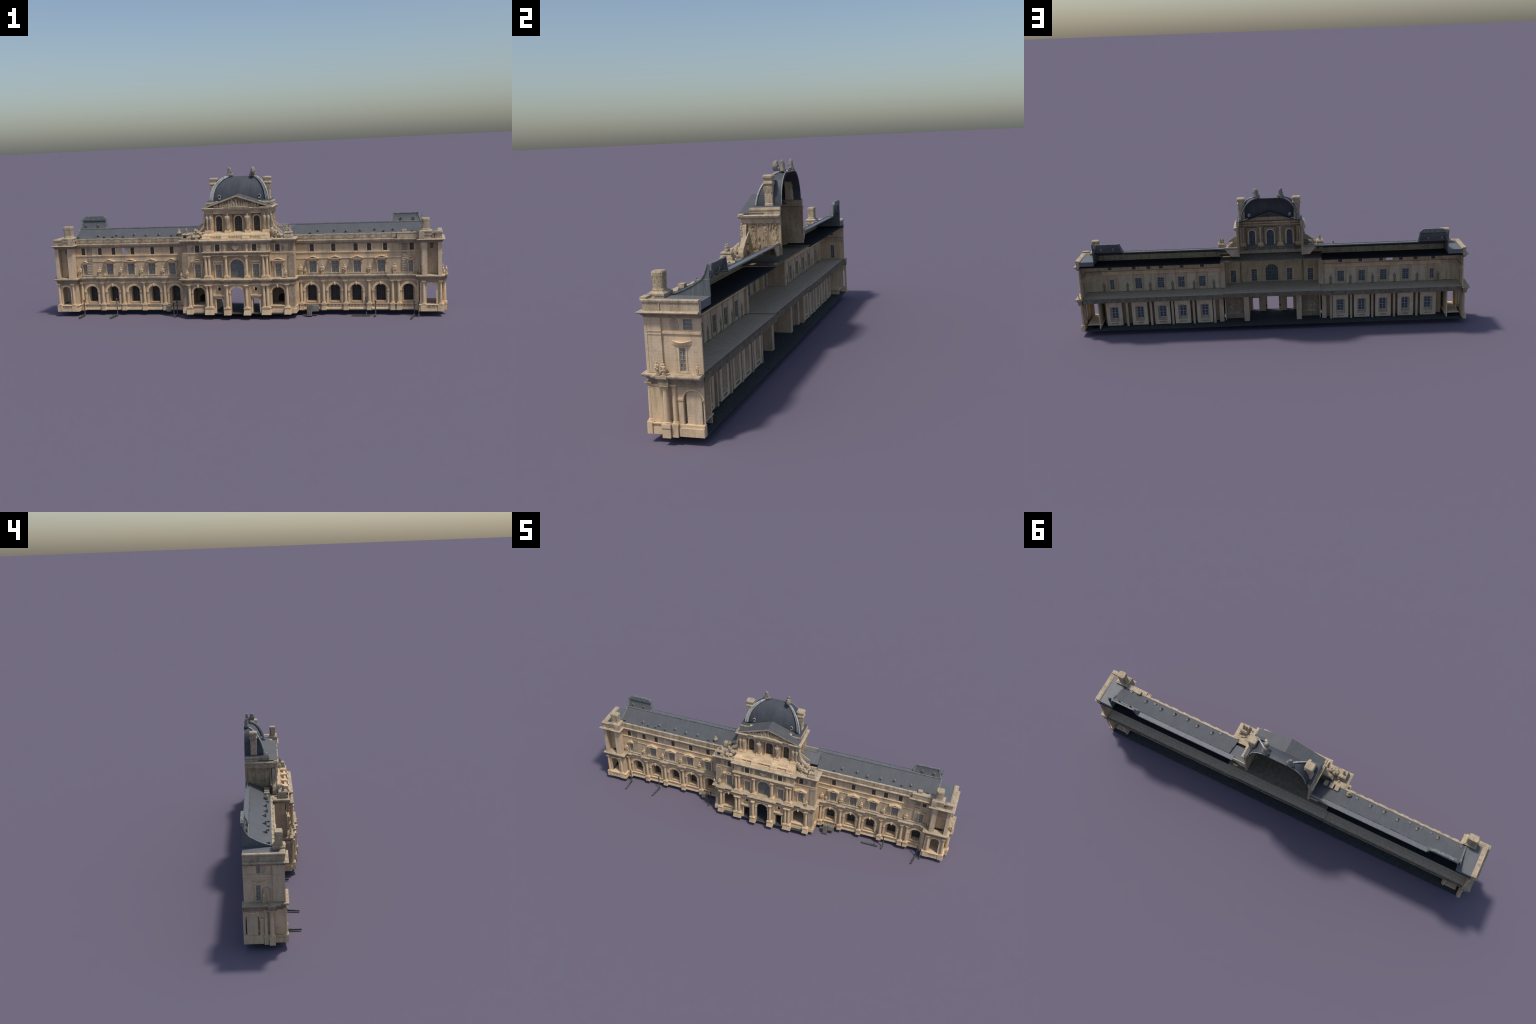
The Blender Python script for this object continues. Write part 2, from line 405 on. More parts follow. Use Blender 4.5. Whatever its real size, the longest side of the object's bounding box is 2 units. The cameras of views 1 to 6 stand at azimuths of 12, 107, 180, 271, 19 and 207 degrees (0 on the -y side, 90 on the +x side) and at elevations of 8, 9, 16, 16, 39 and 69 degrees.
def dormer_mesh():
    """round-headed roof vent looking out from the slope"""
    mb = MB('dormer', 'void')
    mb.T = lambda x, y, z: (x, z, y)       # lathe axis along y
    mb.lathe([(0.0062, 0.013), (0.0072, -0.001), (0.0086, -0.004), (0.0078, -0.0055), (0.0052, -0.0056)], seg=14)
    mb.cur = 1
    mb.lathe([(0.0040, -0.0059), (0.0035, -0.0062)], seg=12)
    mb.T = None; mb.cur = 0
    mb.box(-0.0065, 0.0065, -0.005, 0.010, -0.010, -0.004)
    mb.blob((0, -0.002, 0.0085), (0.004, 0.004, 0.0035), 0.1, 2, 6)
    return mb.mesh('roof_dormer', smooth=False)

def vent_mesh():
    mb = MB('zinc', 'void')
    mb.prism_x([(-0.006, -0.005), (0.010, -0.002), (0.010, 0.003), (-0.004, 0.004)], -0.006, 0.006)
    mb.cur = 1; mb.box(-0.0045, 0.0045, -0.0064, -0.004, -0.003, 0.002)
    return mb.mesh('roof_hatch')

ME_COL = column_mesh(0.114, 0.0066, 'column')
ME_COLUP = column_mesh(0.1035, 0.0062, 'upper_column')
ME_RWIN = window_mesh(0.0165, 0.0630, 0.1195, 0.003, 2, 4, 'darkglass', 'barlight', 'rear_casement', bw=0.0015)
ME_KEY = key_mesh(); ME_DORM = dormer_mesh(); ME_VENT = vent_mesh()
ME_FIG = [figure_mesh(0.050, 20 + i, 'statue', mat='statue', attendant=(i == 3)) for i in range(5)]
ME_REL = [figure_mesh(0.050, 50 + i, 'rear_relief', mat='frieze') for i in range(3)]
ME_PED = pediment_mesh(0.0318, 0.0140, 0.0180, 'window_pediment')
ME_GWIN = window_mesh(0.0225, 0.064, 0.128, 0.018, 4, 7, 'darkglass', 'bardark', 'arched_window')
ME_PWIN = window_mesh(0.0170, 0.2065, 0.2635, 0, 4, 5, 'paleglass', 'bar', 'casement_window')
ME_PWIN2 = window_mesh(0.0105, 0.2065, 0.2600, 0, 2, 6, 'paleglass', 'bar', 'narrow_window')
ME_FWIN = window_mesh(0.0098, 0.3105, 0.343, 0.003, 4, 2, 'darkglass', 'bardark', 'frieze_window')

def balusters(mb, x0, x1, y, z0, z1, step=0.0052, d=0.0022):
    n = max(2, int((x1 - x0) / step))
    for i in range(n):
        x = x0 + (x1 - x0) * (i + 0.5) / n
        h = z1 - z0
        mb.lathe([(d * 0.5, z0), (d * 0.68, z0 + h * 0.35), (d * 0.4, z0 + h * 0.7), (d * 0.55, z1)], x, y, 6)

# ------------------------------------------------------------------ floor plates and decks
mb = MB('ground')
mb.box(-0.964, 0.964, 0.0, YB + 0.001, ZB + 0.0005, 0.0275)
mb.box(-0.225, 0.225, -0.108, 0.0002, ZB + 0.0005, 0.0275)
mb.box(0.874, 0.960, -0.034, 0.0002, ZB + 0.0006, 0.0274); mb.box(-0.960, -0.874, -0.034, 0.0002, ZB + 0.0006, 0.0274)
obj('ground_slab', mb.mesh('ground_slab'), palace)
mb = MB('floor', 'edge')
def plate(x0, x1, y0, y1, z0, z1):
    mb.cur = 1; mb.box(x0, x1, y0, y1, z0, z1 - 0.002)
    mb.prism_x([(YB - 0.006, z1 - 0.010), (YB + 0.001, z1 - 0.006), (YB + 0.001, z1 + 0.0022), (YB - 0.004, z1 + 0.0022)], x0 + 0.001, x1 - 0.001)
    mb.cur = 0; mb.box(x0, x1, y0, y1 - 0.005, z1 - 0.002, z1)
plate(-0.957, -0.247, 0.004, YB, 0.171, 0.1915); plate(0.247, 0.957, 0.004, YB, 0.171, 0.1915)
plate(-0.247, 0.247, -0.072, YB - 0.001, 0.1775, 0.1955)
obj('upper_floor', mb.mesh('upper_floor'), palace)
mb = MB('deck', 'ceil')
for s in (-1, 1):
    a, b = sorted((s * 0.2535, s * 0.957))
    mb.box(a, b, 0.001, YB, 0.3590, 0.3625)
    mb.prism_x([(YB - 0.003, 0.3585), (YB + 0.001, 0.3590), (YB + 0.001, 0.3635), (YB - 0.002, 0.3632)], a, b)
mb.cur = 1
mb.box(-0.2535, 0.2535, -0.070, YB, 0.3645, 0.3682)
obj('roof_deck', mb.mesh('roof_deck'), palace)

# ------------------------------------------------------------------ wings
for s in (-1, 1):
    gw, pw, fw, cols = GWIN[s], PWIN[s], FWIN[s], COL[s]
    X = lambda x: s * x
    # ground-floor arcade wall with deep arches
    mb = mirrored(MB('facade'), s)
    mb.wall(0.262, 0.870, ZB + 0.003, 0.168, 0.0, 0.006, [(x - 0.031, x + 0.031, 0.0535, 0.119, 0.029) for x in gw])
    mb.wall(0.262, 0.870, ZB + 0.004, 0.1675, 0.0075, 0.0360, [(x - 0.0225, x + 0.0225, 0.064, 0.128, 0.018) for x in gw])
    arcade = obj('arcade_wall', mb.mesh('arcade_wall'), palace)
    # raised arch mouldings, imposts, jambs
    mb = mirrored(MB('trim'), s)
    for x in gw:
        mb.ribbon(arc(x, 0.042, 0.120, 0.0405, 16), arc(x, 0.0312, 0.120, 0.0292, 16), -0.0066, 0.001)
        for q in (-1, 1):
            a, b = sorted((x + q * 0.0308, x + q * 0.0405))
            mb.box(a, b, -0.0046, 0.001, 0.054, 0.1165)
            mb.box(a - 0.0012, b + 0.0012, -0.0078, 0.0012, 0.1165, 0.1212)
            mb.box(a - 0.001, b + 0.001, -0.0045, 0.0012, 0.0535, 0.0575)
        mb.box(x - 0.0255, x + 0.0255, 0.0045, 0.0078, 0.0595, 0.0642)
    obj('arch_moulding', mb.mesh('arch_moulding'), arcade)
    for x in gw:
        obj('arched_window', ME_GWIN, arcade, (X(x), 0.0340, 0))
        obj('rear_casement', ME_RWIN, arcade, (X(x), 0.0470, 0))
    keys = gw[1:] if s > 0 else [gw[1], gw[3]]
    keys = gw[:4] if s > 0 else [gw[1], gw[3]]
    for x in keys:
        obj('keystone', ME_KEY, arcade, (X(x), -0.003, 0.152))
    # columns on pedestals
    for x in cols:
        obj('column', ME_COL, arcade, (X(x), -0.0095, 0.0545))
    mb = mirrored(MB('trim'), s)
    for x in cols:
        mb.box(x - 0.0125, x + 0.0125, -0.0185, 0.002, ZB, 0.030)
        mb.box(x - 0.0112, x + 0.0112, -0.0172, 0.002, 0.030, 0.051)
        mb.box(x - 0.0135, x + 0.0135, -0.0195, 0.002, 0.051, 0.0548)
    mb.sweep([(0, ZB + 0.001), (0.006, ZB + 0.001), (0.005, 0.032), (0.003, 0.034), (0.003, 0.0395), (0, 0.0395)],
             [(0.264, 0.0), (0.866, 0.0)])
    mb.sweep([(0, 0.0495), (0.006, 0.0495), (0.0068, 0.0545), (0, 0.0545)], [(0.264, 0.0), (0.866, 0.0)])
    obj('pedestal_course', mb.mesh('pedestal_course'), arcade)
    mb = mirrored(MB('trim'), s)
    for x in gw: balusters(mb, x - 0.034, x + 0.034, -0.0035, 0.0395, 0.0495, 0.0062, 0.0034)
    obj('window_balustrade', mb.mesh('window_balustrade'), arcade, stuff=True)
    # inner piers behind each arcade window: splayed embrasures seen from the open back
    for i, x in enumerate(gw):
        mb = mirrored(MB('innerlight', 'frieze'), s)
        hw = 0.040
        mb.wall(x - hw, x + hw, 0.0315, 0.1705, 0.069, 0.073, [(x - 0.0225, x + 0.0225, 0.053, 0.128, 0.006)])
        for q in (-1, 1):
            a, b = sorted((x + q * hw, x + q * (hw - 0.004)))
            mb.box(a, b, 0.0118, 0.0692, 0.032, 0.170)
            a, b = x + q * 0.0224, x + q * 0.0185
            mb.add([(a, 0.0695, 0.053), (b, 0.049, 0.060), (b, 0.049, 0.124), (a, 0.0695, 0.133)], [(0, 1, 2, 3)])
        mb.add([(x - 0.0224, 0.0695, 0.0535), (x + 0.0224, 0.0695, 0.0535), (x + 0.0185, 0.049, 0.060), (x - 0.0185, 0.049, 0.060)], [(0, 1, 2, 3)])
        mb.add([(x - 0.0224, 0.0695, 0.134), (x + 0.0224, 0.0695, 0.134), (x + 0.0185, 0.049, 0.124), (x - 0.0185, 0.049, 0.124)], [(0, 1, 2, 3)])
        mb.wall(x - 0.0225, x + 0.0225, 0.056, 0.135, 0.0462, 0.0488, [(x - 0.0165, x + 0.0165, 0.063, 0.1195, 0.003)])
        for k in range(9):
            xx = x - 0.016 + 0.004 * k
            mb.cur = 1; mb.box(xx - 0.0012, xx + 0.0012, 0.0725, 0.0736, 0.039, 0.047)
        obj('window_embrasure', mb.mesh('window_embrasure'), arcade)
    mb = mirrored(MB('inner'), s)
    gaps = [(gw[i] + gw[i + 1]) / 2 for i in range(len(gw) - 1)]
    gaps += [min(gw) - 0.050] if s > 0 else [min(gw) - 0.048]
    for k, x in enumerate(gaps):
        mb.box(x - 0.006, x + 0.005, 0.045, 0.074, 0.0275, 0.171)
        mb.box(x - 0.009, x + 0.009, 0.012, 0.016, 0.0275, 0.171)
    obj('inner_pilaster', mb.mesh('inner_pilaster'), arcade)

    # upper wall: pedimented windows below, frieze windows above
    mb = mirrored(MB('facade'), s)
    side_x = 0.827
    ops = [(x - 0.017, x + 0.017, 0.2065, 0.2635, 0) for x in pw] + [(side_x - 0.0105, side_x + 0.0105, 0.2065, 0.2600, 0)]
    mb.wall(0.262, 0.875, 0.1945, 0.300, 0.0, 0.0045, ops)
    ops = [(x - 0.0098, x + 0.0098, 0.3105, 0.343, 0.003) for x in fw]
    ops.append((side_x + 0.006 - 0.0098, side_x + 0.006 + 0.0098, 0.3105, 0.343, 0.003))
    if s < 0: ops.append((0.592, 0.6245, 0.3125, 0.345, 0))
    mb.wall(0.262, 0.875, 0.300, 0.366, 0.0002, 0.0047, ops)
    uw = obj('upper_wall', mb.mesh('upper_wall'), palace)
    if s < 0:
        # broken remnant in the corner of the missing frieze panel
        mb2 = MB('facade'); mb2.prism([(-0.606, 0.345), (-0.592, 0.345), (-0.592, 0.331), (-0.599, 0.3315), (-0.606, 0.334)], 0.0008, 0.004)
        obj('broken_panel', mb2.mesh('broken_panel'), uw)
    for x in pw:
        obj('casement_window', ME_PWIN, uw, (X(x), 0.0018, 0))
        obj('window_pediment', ME_PED, uw, (X(x), 0.0, 0.2755))
    obj('casement_window', ME_PWIN2, uw, (X(side_x), 0.0018, 0))
    obj('window_pediment', ME_PED, uw, (X(side_x), 0.0, 0.270), scale=(0.62, 0.7, 0.8))
    for x in fw + [side_x + 0.006]:
        obj('frieze_window', ME_FWIN, uw, (X(x), 0.0022, 0))
    mb = mirrored(MB('trim'), s)
    for x in pw: surround(mb, x, 0.0172, 0.2055, 0.2635, -0.0032, 0.0062, 0.0055)
    surround(mb, side_x, 0.0107, 0.2055, 0.260, -0.0032, 0.0062, 0.004)
    for x in fw + [side_x + 0.006]:
        for q in (-1, 1): mb.box(x + q * 0.0125 - 0.002, x + q * 0.0125 + 0.002, -0.0014, 0.0058, 0.309, 0.347)
    obj('window_surround', mb.mesh('window_surround'), uw)
    # string courses, frieze panel frames
    mb = mirrored(MB('trim'), s)
    path = [(0.262, 0.0), (0.872, 0.0)]
    mb.sweep([(0, 0.3015), (0.002, 0.3015), (0.0035, 0.305), (0.0035, 0.3078), (0, 0.3085)], path)
    stops = [0.262] + sorted([v for x in pw for v in (x - 0.031, x + 0.031)]) + [0.785]
    for a, b in zip(stops[0::2], stops[1::2]):
        if b - a > 0.004: mb.box(a, b, -0.0022, 0.001, 0.2755, 0.279)
    edges = sorted(fw)
    for a, b in zip(edges, edges[1:]):
        a += 0.0155; b -= 0.0155
        if b - a < 0.012: continue
        if s < 0 and a < 0.61 < b: continue
        for (p, q, r2, t) in ((a, b, 0.3455, 0.3468), (a, b, 0.3105, 0.3118), (a, a + 0.0013, 0.3105, 0.3468), (b - 0.0013, b, 0.3105, 0.3468)):
            mb.box(p, q, -0.0012, 0.001, r2, t)
    # inner band on the back of the wall
    mb.cur = 0
    mb.sweep([(0, 0.284), (0.004, 0.286), (0.006, 0.293), (0.003, 0.299), (0.006, 0.303), (0, 0.306)], [(0.872, 0.0044), (0.262, 0.0044)])
    obj('string_course', mb.mesh('string_course'), uw)
    mb = mirrored(MB('inner', 'innerlight'), s)
    for x in pw + [side_x]:
        hw = 0.0172 if x != side_x else 0.0107
        for q in (-1, 1):
            a, b = x + q * (hw + 0.001), x + q * (hw + 0.0065)
            mb.prism([(a, 0.195), (b, 0.195), (x + q * (hw + 0.011), 0.283), (a, 0.283)], 0.0042, 0.0075)
        mb.box(x - hw - 0.002, x + hw + 0.002, 0.0042, 0.0072, 0.2650, 0.283)
    stops = [0.277] + sorted([v for x in pw for v in (x - 0.0315, x + 0.0315)]) + [0.790]
    mb.cur = 1
    for a, b in zip(stops[0::2], stops[1::2]):
        if b - a > 0.01: mb.prism([(a - 0.004, 0.195), (b + 0.004, 0.195), (b, 0.279), (a, 0.279)], 0.0040, 0.0051)
    obj('rear_window_frame', mb.mesh('rear_window_frame'), uw)
    # shallow relief figures on the back of the wall
    for i, x in enumerate(STAT[s]):
        if i == 1: continue
        obj('rear_relief', ME_REL[i % 3], uw, (X(x), 0.0050, 0.195), rot=math.pi, scale=(0.85, 0.30, 0.95))
    # quoins next to the corner pavilion
    mb = mirrored(MB('quoin', 'frieze'), s)
    for i in range(17):
        z = 0.2035 + i * 0.0084
        if z > 0.292: continue
        hw = 0.0125 if i % 2 else 0.0112
        mb.box(0.799 - hw, 0.799 + hw, -0.0058, 0.001, z, z + 0.0060)
    mb.cur = 1; mb.box(0.787, 0.811, -0.0022, 0.001, 0.2005, 0.300)
    mb.box(0.786, 0.812, -0.0020, 0.001, 0.3105, 0.3465)
    obj('quoin_strip', mb.mesh('quoin_strip'), uw)
    # lower entablature, breaking forward over every column
    bays = [(x - 0.0125, x + 0.0125) for x in sorted(cols)]
    if s > 0: bays[4] = (0.7275, 0.7815); del bays[5]
    path = [(0.264, -0.002)]
    for a, b in bays:
        if a < path[-1][0] + 0.002: continue
        if b > 0.868: b = 0.867
        path += [(a, -0.002), (a, -0.0095), (b, -0.0095), (b, -0.002)]
    path.append((0.8685, -0.002))
    if s < 0: path = [(-x, y) for x, y in reversed(path)]
    mb = MB('trim', 'weather', 'quoin')
    mb.sweep([(-0.004, 0.1625), (0.0, 0.1625), (0.001, 0.169), (0.002, 0.1695), (0.0012, 0.1715), (-0.004, 0.1715)], path)
    mb.cur = 2
    mb.sweep([(-0.004, 0.1714), (0.001, 0.1714), (0.001, 0.179), (0.004, 0.180), (0.006, 0.1856), (-0.004, 0.1856)], path)
    mb.cur = 1
    mb.sweep([(-0.004, 0.1855), (0.0105, 0.1855), (0.0125, 0.1885), (0.0135, 0.193), (0.0125, 0.1955), (-0.004, 0.1965)], path)
    obj('lower_entablature', mb.mesh('lower_entablature'), palace)
    mb = mirrored(MB('weather'), s)
    stp = sorted(STAT[s])
    for i, (a, b) in enumerate(zip(stp, stp[1:])):
        if b - a < 0.05: continue
        mb.box(a + 0.012, b - 0.012, -0.0105, -0.0045, 0.1963, 0.2035)
        mb.box(a + 0.011, b - 0.011, -0.0115, -0.0035, 0.2032, 0.2055)
    obj('balcony_parapet', mb.mesh('balcony_parapet'), palace)
    for i, x in enumerate(STAT[s]):
        big = abs(x - 0.858) < 0.01
        small = i == 1
        k = 0.72 if small else (1.12 if big else 1.0)
        if x == 0.870: k = 0.72
        obj('statue', ME_FIG[(i * 2 + (s > 0)) % 3 if not (i == 2 and s < 0) else 3], palace, (X(x), -0.0045, 0.1965), scale=(1.15 * k, k, k), rot=random.uniform(-0.3, 0.3))
    # main cornice with dentils, and the roof parapet
    path = [(0.262, -0.001), (0.874, -0.001)]
    if s > 0: path = [(0.262, -0.001), (0.766, -0.001), (0.766, -0.014), (0.874, -0.014)]
    if s < 0: path = [(-x, y) for x, y in reversed(path)]
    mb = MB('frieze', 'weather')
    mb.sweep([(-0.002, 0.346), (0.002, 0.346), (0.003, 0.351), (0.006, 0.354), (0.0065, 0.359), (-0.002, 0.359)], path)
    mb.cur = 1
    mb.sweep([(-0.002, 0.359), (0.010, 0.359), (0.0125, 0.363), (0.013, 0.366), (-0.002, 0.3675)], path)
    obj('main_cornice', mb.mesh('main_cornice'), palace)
    mb = mirrored(MB('trim'), s)
    for i in range(int(0.6 / 0.0058)):
        x = 0.266 + i * 0.0058
        if s > 0 and x > 0.76: break
        mb.box(x, x + 0.003, -0.0088, -0.004, 0.3545, 0.3588)
    obj('dentil', mb.mesh('dentil'), palace, stuff=True)
    mb = mirrored(MB('weather', 'trim', 'frieze'), s)
    y0 = -0.0045
    end = 0.878 if s < 0 else 0.764
    mb.box(0.262, end, y0, -0.0012, 0.367, 0.3735)
    mb.box(0.262, 0.872, -0.0035, -0.0005, 0.367, 0.393)
    x = 0.268; k = 0
    rnd = random.Random(40 + s)
    while x < end - 0.01:
        w = rnd.choice((0.020, 0.026, 0.032))
        if k % 2 == 0:
            mb.cur = 0; mb.box(x, min(x + w, end), y0 - 0.0015, -0.0010, 0.3735, 0.3905)
            mb.box(x - 0.001, min(x + w, end) + 0.001, y0 - 0.0025, 0.0040, 0.3905, 0.3945)
        else:
            mb.cur = 0; mb.box(x, min(x + w, end), y0, 0.0040, 0.3885, 0.3937)
            mb.cur = 2; mb.box(x, min(x + w, end), -0.0039, -0.0010, 0.3736, 0.3884); mb.cur = 0
            balusters(mb, x, min(x + w, end), -0.0046, 0.3735, 0.3885, 0.0052, 0.0030)
        x += w; k += 1
    mb.cur = 0
    if s > 0:
        mb.box(0.766, 0.870, -0.018, -0.008, 0.3675, 0.3925); mb.box(0.764, 0.870, -0.0195, 0.006, 0.3925, 0.396)
    obj('roof_parapet', mb.mesh('roof_parapet'), palace)

    # slate roof over the wing
    inner_x = 0.262 if s > 0 else 0.164
    mb = mirrored(MB('slate', 'ridge', 'zinc'), s)
    low = [(0.0005, 0.3915), (0.012, 0.3960), (0.035, 0.405), (0.065, 0.4185), (0.094, 0.4325)]
    t = 0.0025
    mb.prism_x(low + [(y, z - t) for y, z in reversed(low)], inner_x, 0.8805)
    mb.cur = 2
    end = 0.735
    mb.prism_x([(0.0975, 0.4340), (YB, 0.4345), (YB, 0.4315), (0.0975, 0.4310)], 0.232 if s > 0 else 0.164, end)
    if s > 0:  # lower zinc bay beside the pavilion
        mb.prism_x([(0.030, 0.3945), (0.094, 0.424), (0.094, 0.421), (0.030, 0.3915)], 0.164, 0.262)
        mb.prism_x([(0.090, 0.424), (YB - 0.004, 0.4325), (YB - 0.004, 0.4295), (0.090, 0.421)], 0.164, 0.2325)
    mb.cur = 1
    rr = 0.0026
    ring = [(0.0962 + rr * math.cos(a * math.pi / 4), 0.4340 + rr * math.sin(a * math.pi / 4)) for a in range(8)]
    mb.prism_x(ring, inner_x, 0.8815)
    mb.prism_x([(0.119, 0.4325), (YB + 0.0010, 0.4320), (YB + 0.0010, 0.4352), (0.119, 0.4355)], 0.232, end)
    if s > 0:
        hip = [(y, z + 0.0012) for y, z in low]
        mb.prism_x(hip + [(y, z - 0.004) for y, z in reversed(hip)], 0.259, 0.2655)
    roof = obj('wing_roof', mb.mesh('wing_roof'), palace)
    def roof_z(y):
        for (a, za), (b, zb) in zip(low, low[1:]):
            if a <= y <= b: return za + (zb - za) * (y - a) / (b - a)
        return low[-1][1]
    dl = {1: [(.7453, .026), (.6597, .031), (.5903, .024), (.5226, .019), (.465, .029), (.3863, .029)],
          -1: [(.426, .025), (.4929, .022), (.56, .029), (.6552, .029), (.7547, .026)]}[s]
    for x, y in dl:
        obj('roof_dormer', ME_DORM, roof, (X(x), y, roof_z(y) + 0.004), scale=(0.88, 0.9, 0.9))
    vl = {1: [(.7016, .018), (.3495, .0125), (.836, .012)], -1: [(.3563, .0175), (.6157, .0165), (.6728, .0165), (.7191, .018), (.8622, .0165)]}[s]
    for x, y in vl:
        obj('roof_hatch', ME_VENT, roof, (X(x), y, roof_z(y) + 0.003), scale=(0.95, 0.85, 0.85))
    # raised mansard block at the outer end
    mb = mirrored(MB('slate', 'patina', 'void', 'dome'), s)
    ztop = 0.4765 if s > 0 else 0.482
    xa0, xb0, xa1, xb1 = 0.7345, 0.8815, (0.7490 if s > 0 else 0.7440), (0.8625 if s > 0 else 0.8700)
    y0, y1 = 0.0965, 0.1155
    nseg = 6
    def pt(x0, x1, q):   # concave profile
        return (x0 + (x1 - x0) * q ** 0.8, y0 + (y1 - y0) * (1 - (1 - q) ** 1.7), 0.436 + (ztop - 0.436) * q)
    L = [pt(xa0, xa1, i / nseg) for i in range(nseg + 1)]; R = [pt(xb0, xb1, i / nseg) for i in range(nseg + 1)]
    for i in range(nseg):
        mb.add([L[i], R[i], R[i + 1], L[i + 1], ] + [(p[0], p[1] + 0.003, p[2]) for p in (L[i], R[i], R[i + 1], L[i + 1])],
               [(0, 1, 2, 3), (7, 6, 5, 4), (0, 3, 7, 4), (1, 5, 6, 2), (0, 4, 5, 1), (3, 2, 6, 7)])
    mb.cur = 1
    for E in (L, R):
        for i in range(nseg):
            p, q = E[i], E[i + 1]; w = 0.0036
            ext = 0.0025 if (i == nseg - 1) else 0
            vs = [(p[0] - w, p[1] - 0.003, p[2]), (p[0] + w, p[1] - 0.003, p[2]), (p[0] + w, YB, p[2]), (p[0] - w, YB, p[2]),
                  (q[0] - w, q[1] - 0.003, q[2] + ext), (q[0] + w, q[1] - 0.003, q[2] + ext), (q[0] + w, YB + 0.001, q[2] + ext), (q[0] - w, YB + 0.001, q[2] + ext)]
            mb.add(vs, [(0, 3, 2, 1), (4, 5, 6, 7), (0, 1, 5, 4), (1, 2, 6, 5), (2, 3, 7, 6), (3, 0, 4, 7)])
    if s < 0:
        mb.cur = 3
        mb.prism_x([(0.1105, 0.4755), (0.1165, 0.4740), (YB, 0.476), (YB, 0.482), (0.1115, 0.4815)], xa1 + 0.001, xb1 - 0.001)
        mb.cur = 1
        mb.prism([(xa1 - 0.0015, 0.4815), (xb1 + 0.0015, 0.4815), (xb1 + 0.001, 0.488), (xb1 - 0.010, 0.4975), (xb1 - 0.022, 0.5005), (xa1 + 0.020, 0.5005), (xa1 + 0.008, 0.4975), (xa1 - 0.001, 0.488)], 0.1125, YB + 0.0045)
    else:
        mb.prism_x([(0.114, ztop - 0.0025), (YB, ztop - 0.0025), (YB + 0.001, ztop + 0.0015), (0.115, ztop + 0.0015)], xa1, xb1)
    mb.prism_x([(0.0935, 0.4345), (0.0985, 0.434), (0.100, 0.4385), (0.0945, 0.4385)], 0.736, 0.8825)
    mans = obj('mansard_block', mb.mesh('mansard_block'), palace)
    for x in (0.782, 0.8415) if s > 0 else (0.785, 0.8525):
        obj('roof_dormer', ME_DORM, mans, (X(x), 0.103, 0.4515), scale=(0.9, 0.8, 0.85))
    # end gable
    mb = mirrored(MB('gable', 'patina'), s)
    prof = [(0.003, 0.391), (YB, 0.388), (YB, ztop), (0.1155, ztop - 0.001), (0.1115, 0.464), (0.105, 0.448), (0.0965, 0.437), (0.065, 0.4175), (0.035, 0.404), (0.005, 0.394)]
    mb.prism_x(prof, 0.8805, 0.8845)
    mb.cur = 1
    edge = prof[3:]
    for p, q in zip(edge, edge[1:]):
        mb.add([(x, p[0] + a, p[1] + b) for x in (0.879, 0.8865) for a, b in ((0, 0.0022), (0.001, -0.001))] +
               [(x, q[0] + a, q[1] + b) for x in (0.879, 0.8865) for a, b in ((0, 0.0022), (0.001, -0.001))],
               [(0, 2, 6, 4), (1, 5, 7, 3), (0, 4, 5, 1), (2, 3, 7, 6)])
    obj('gable_end', mb.mesh('gable_end'), palace)

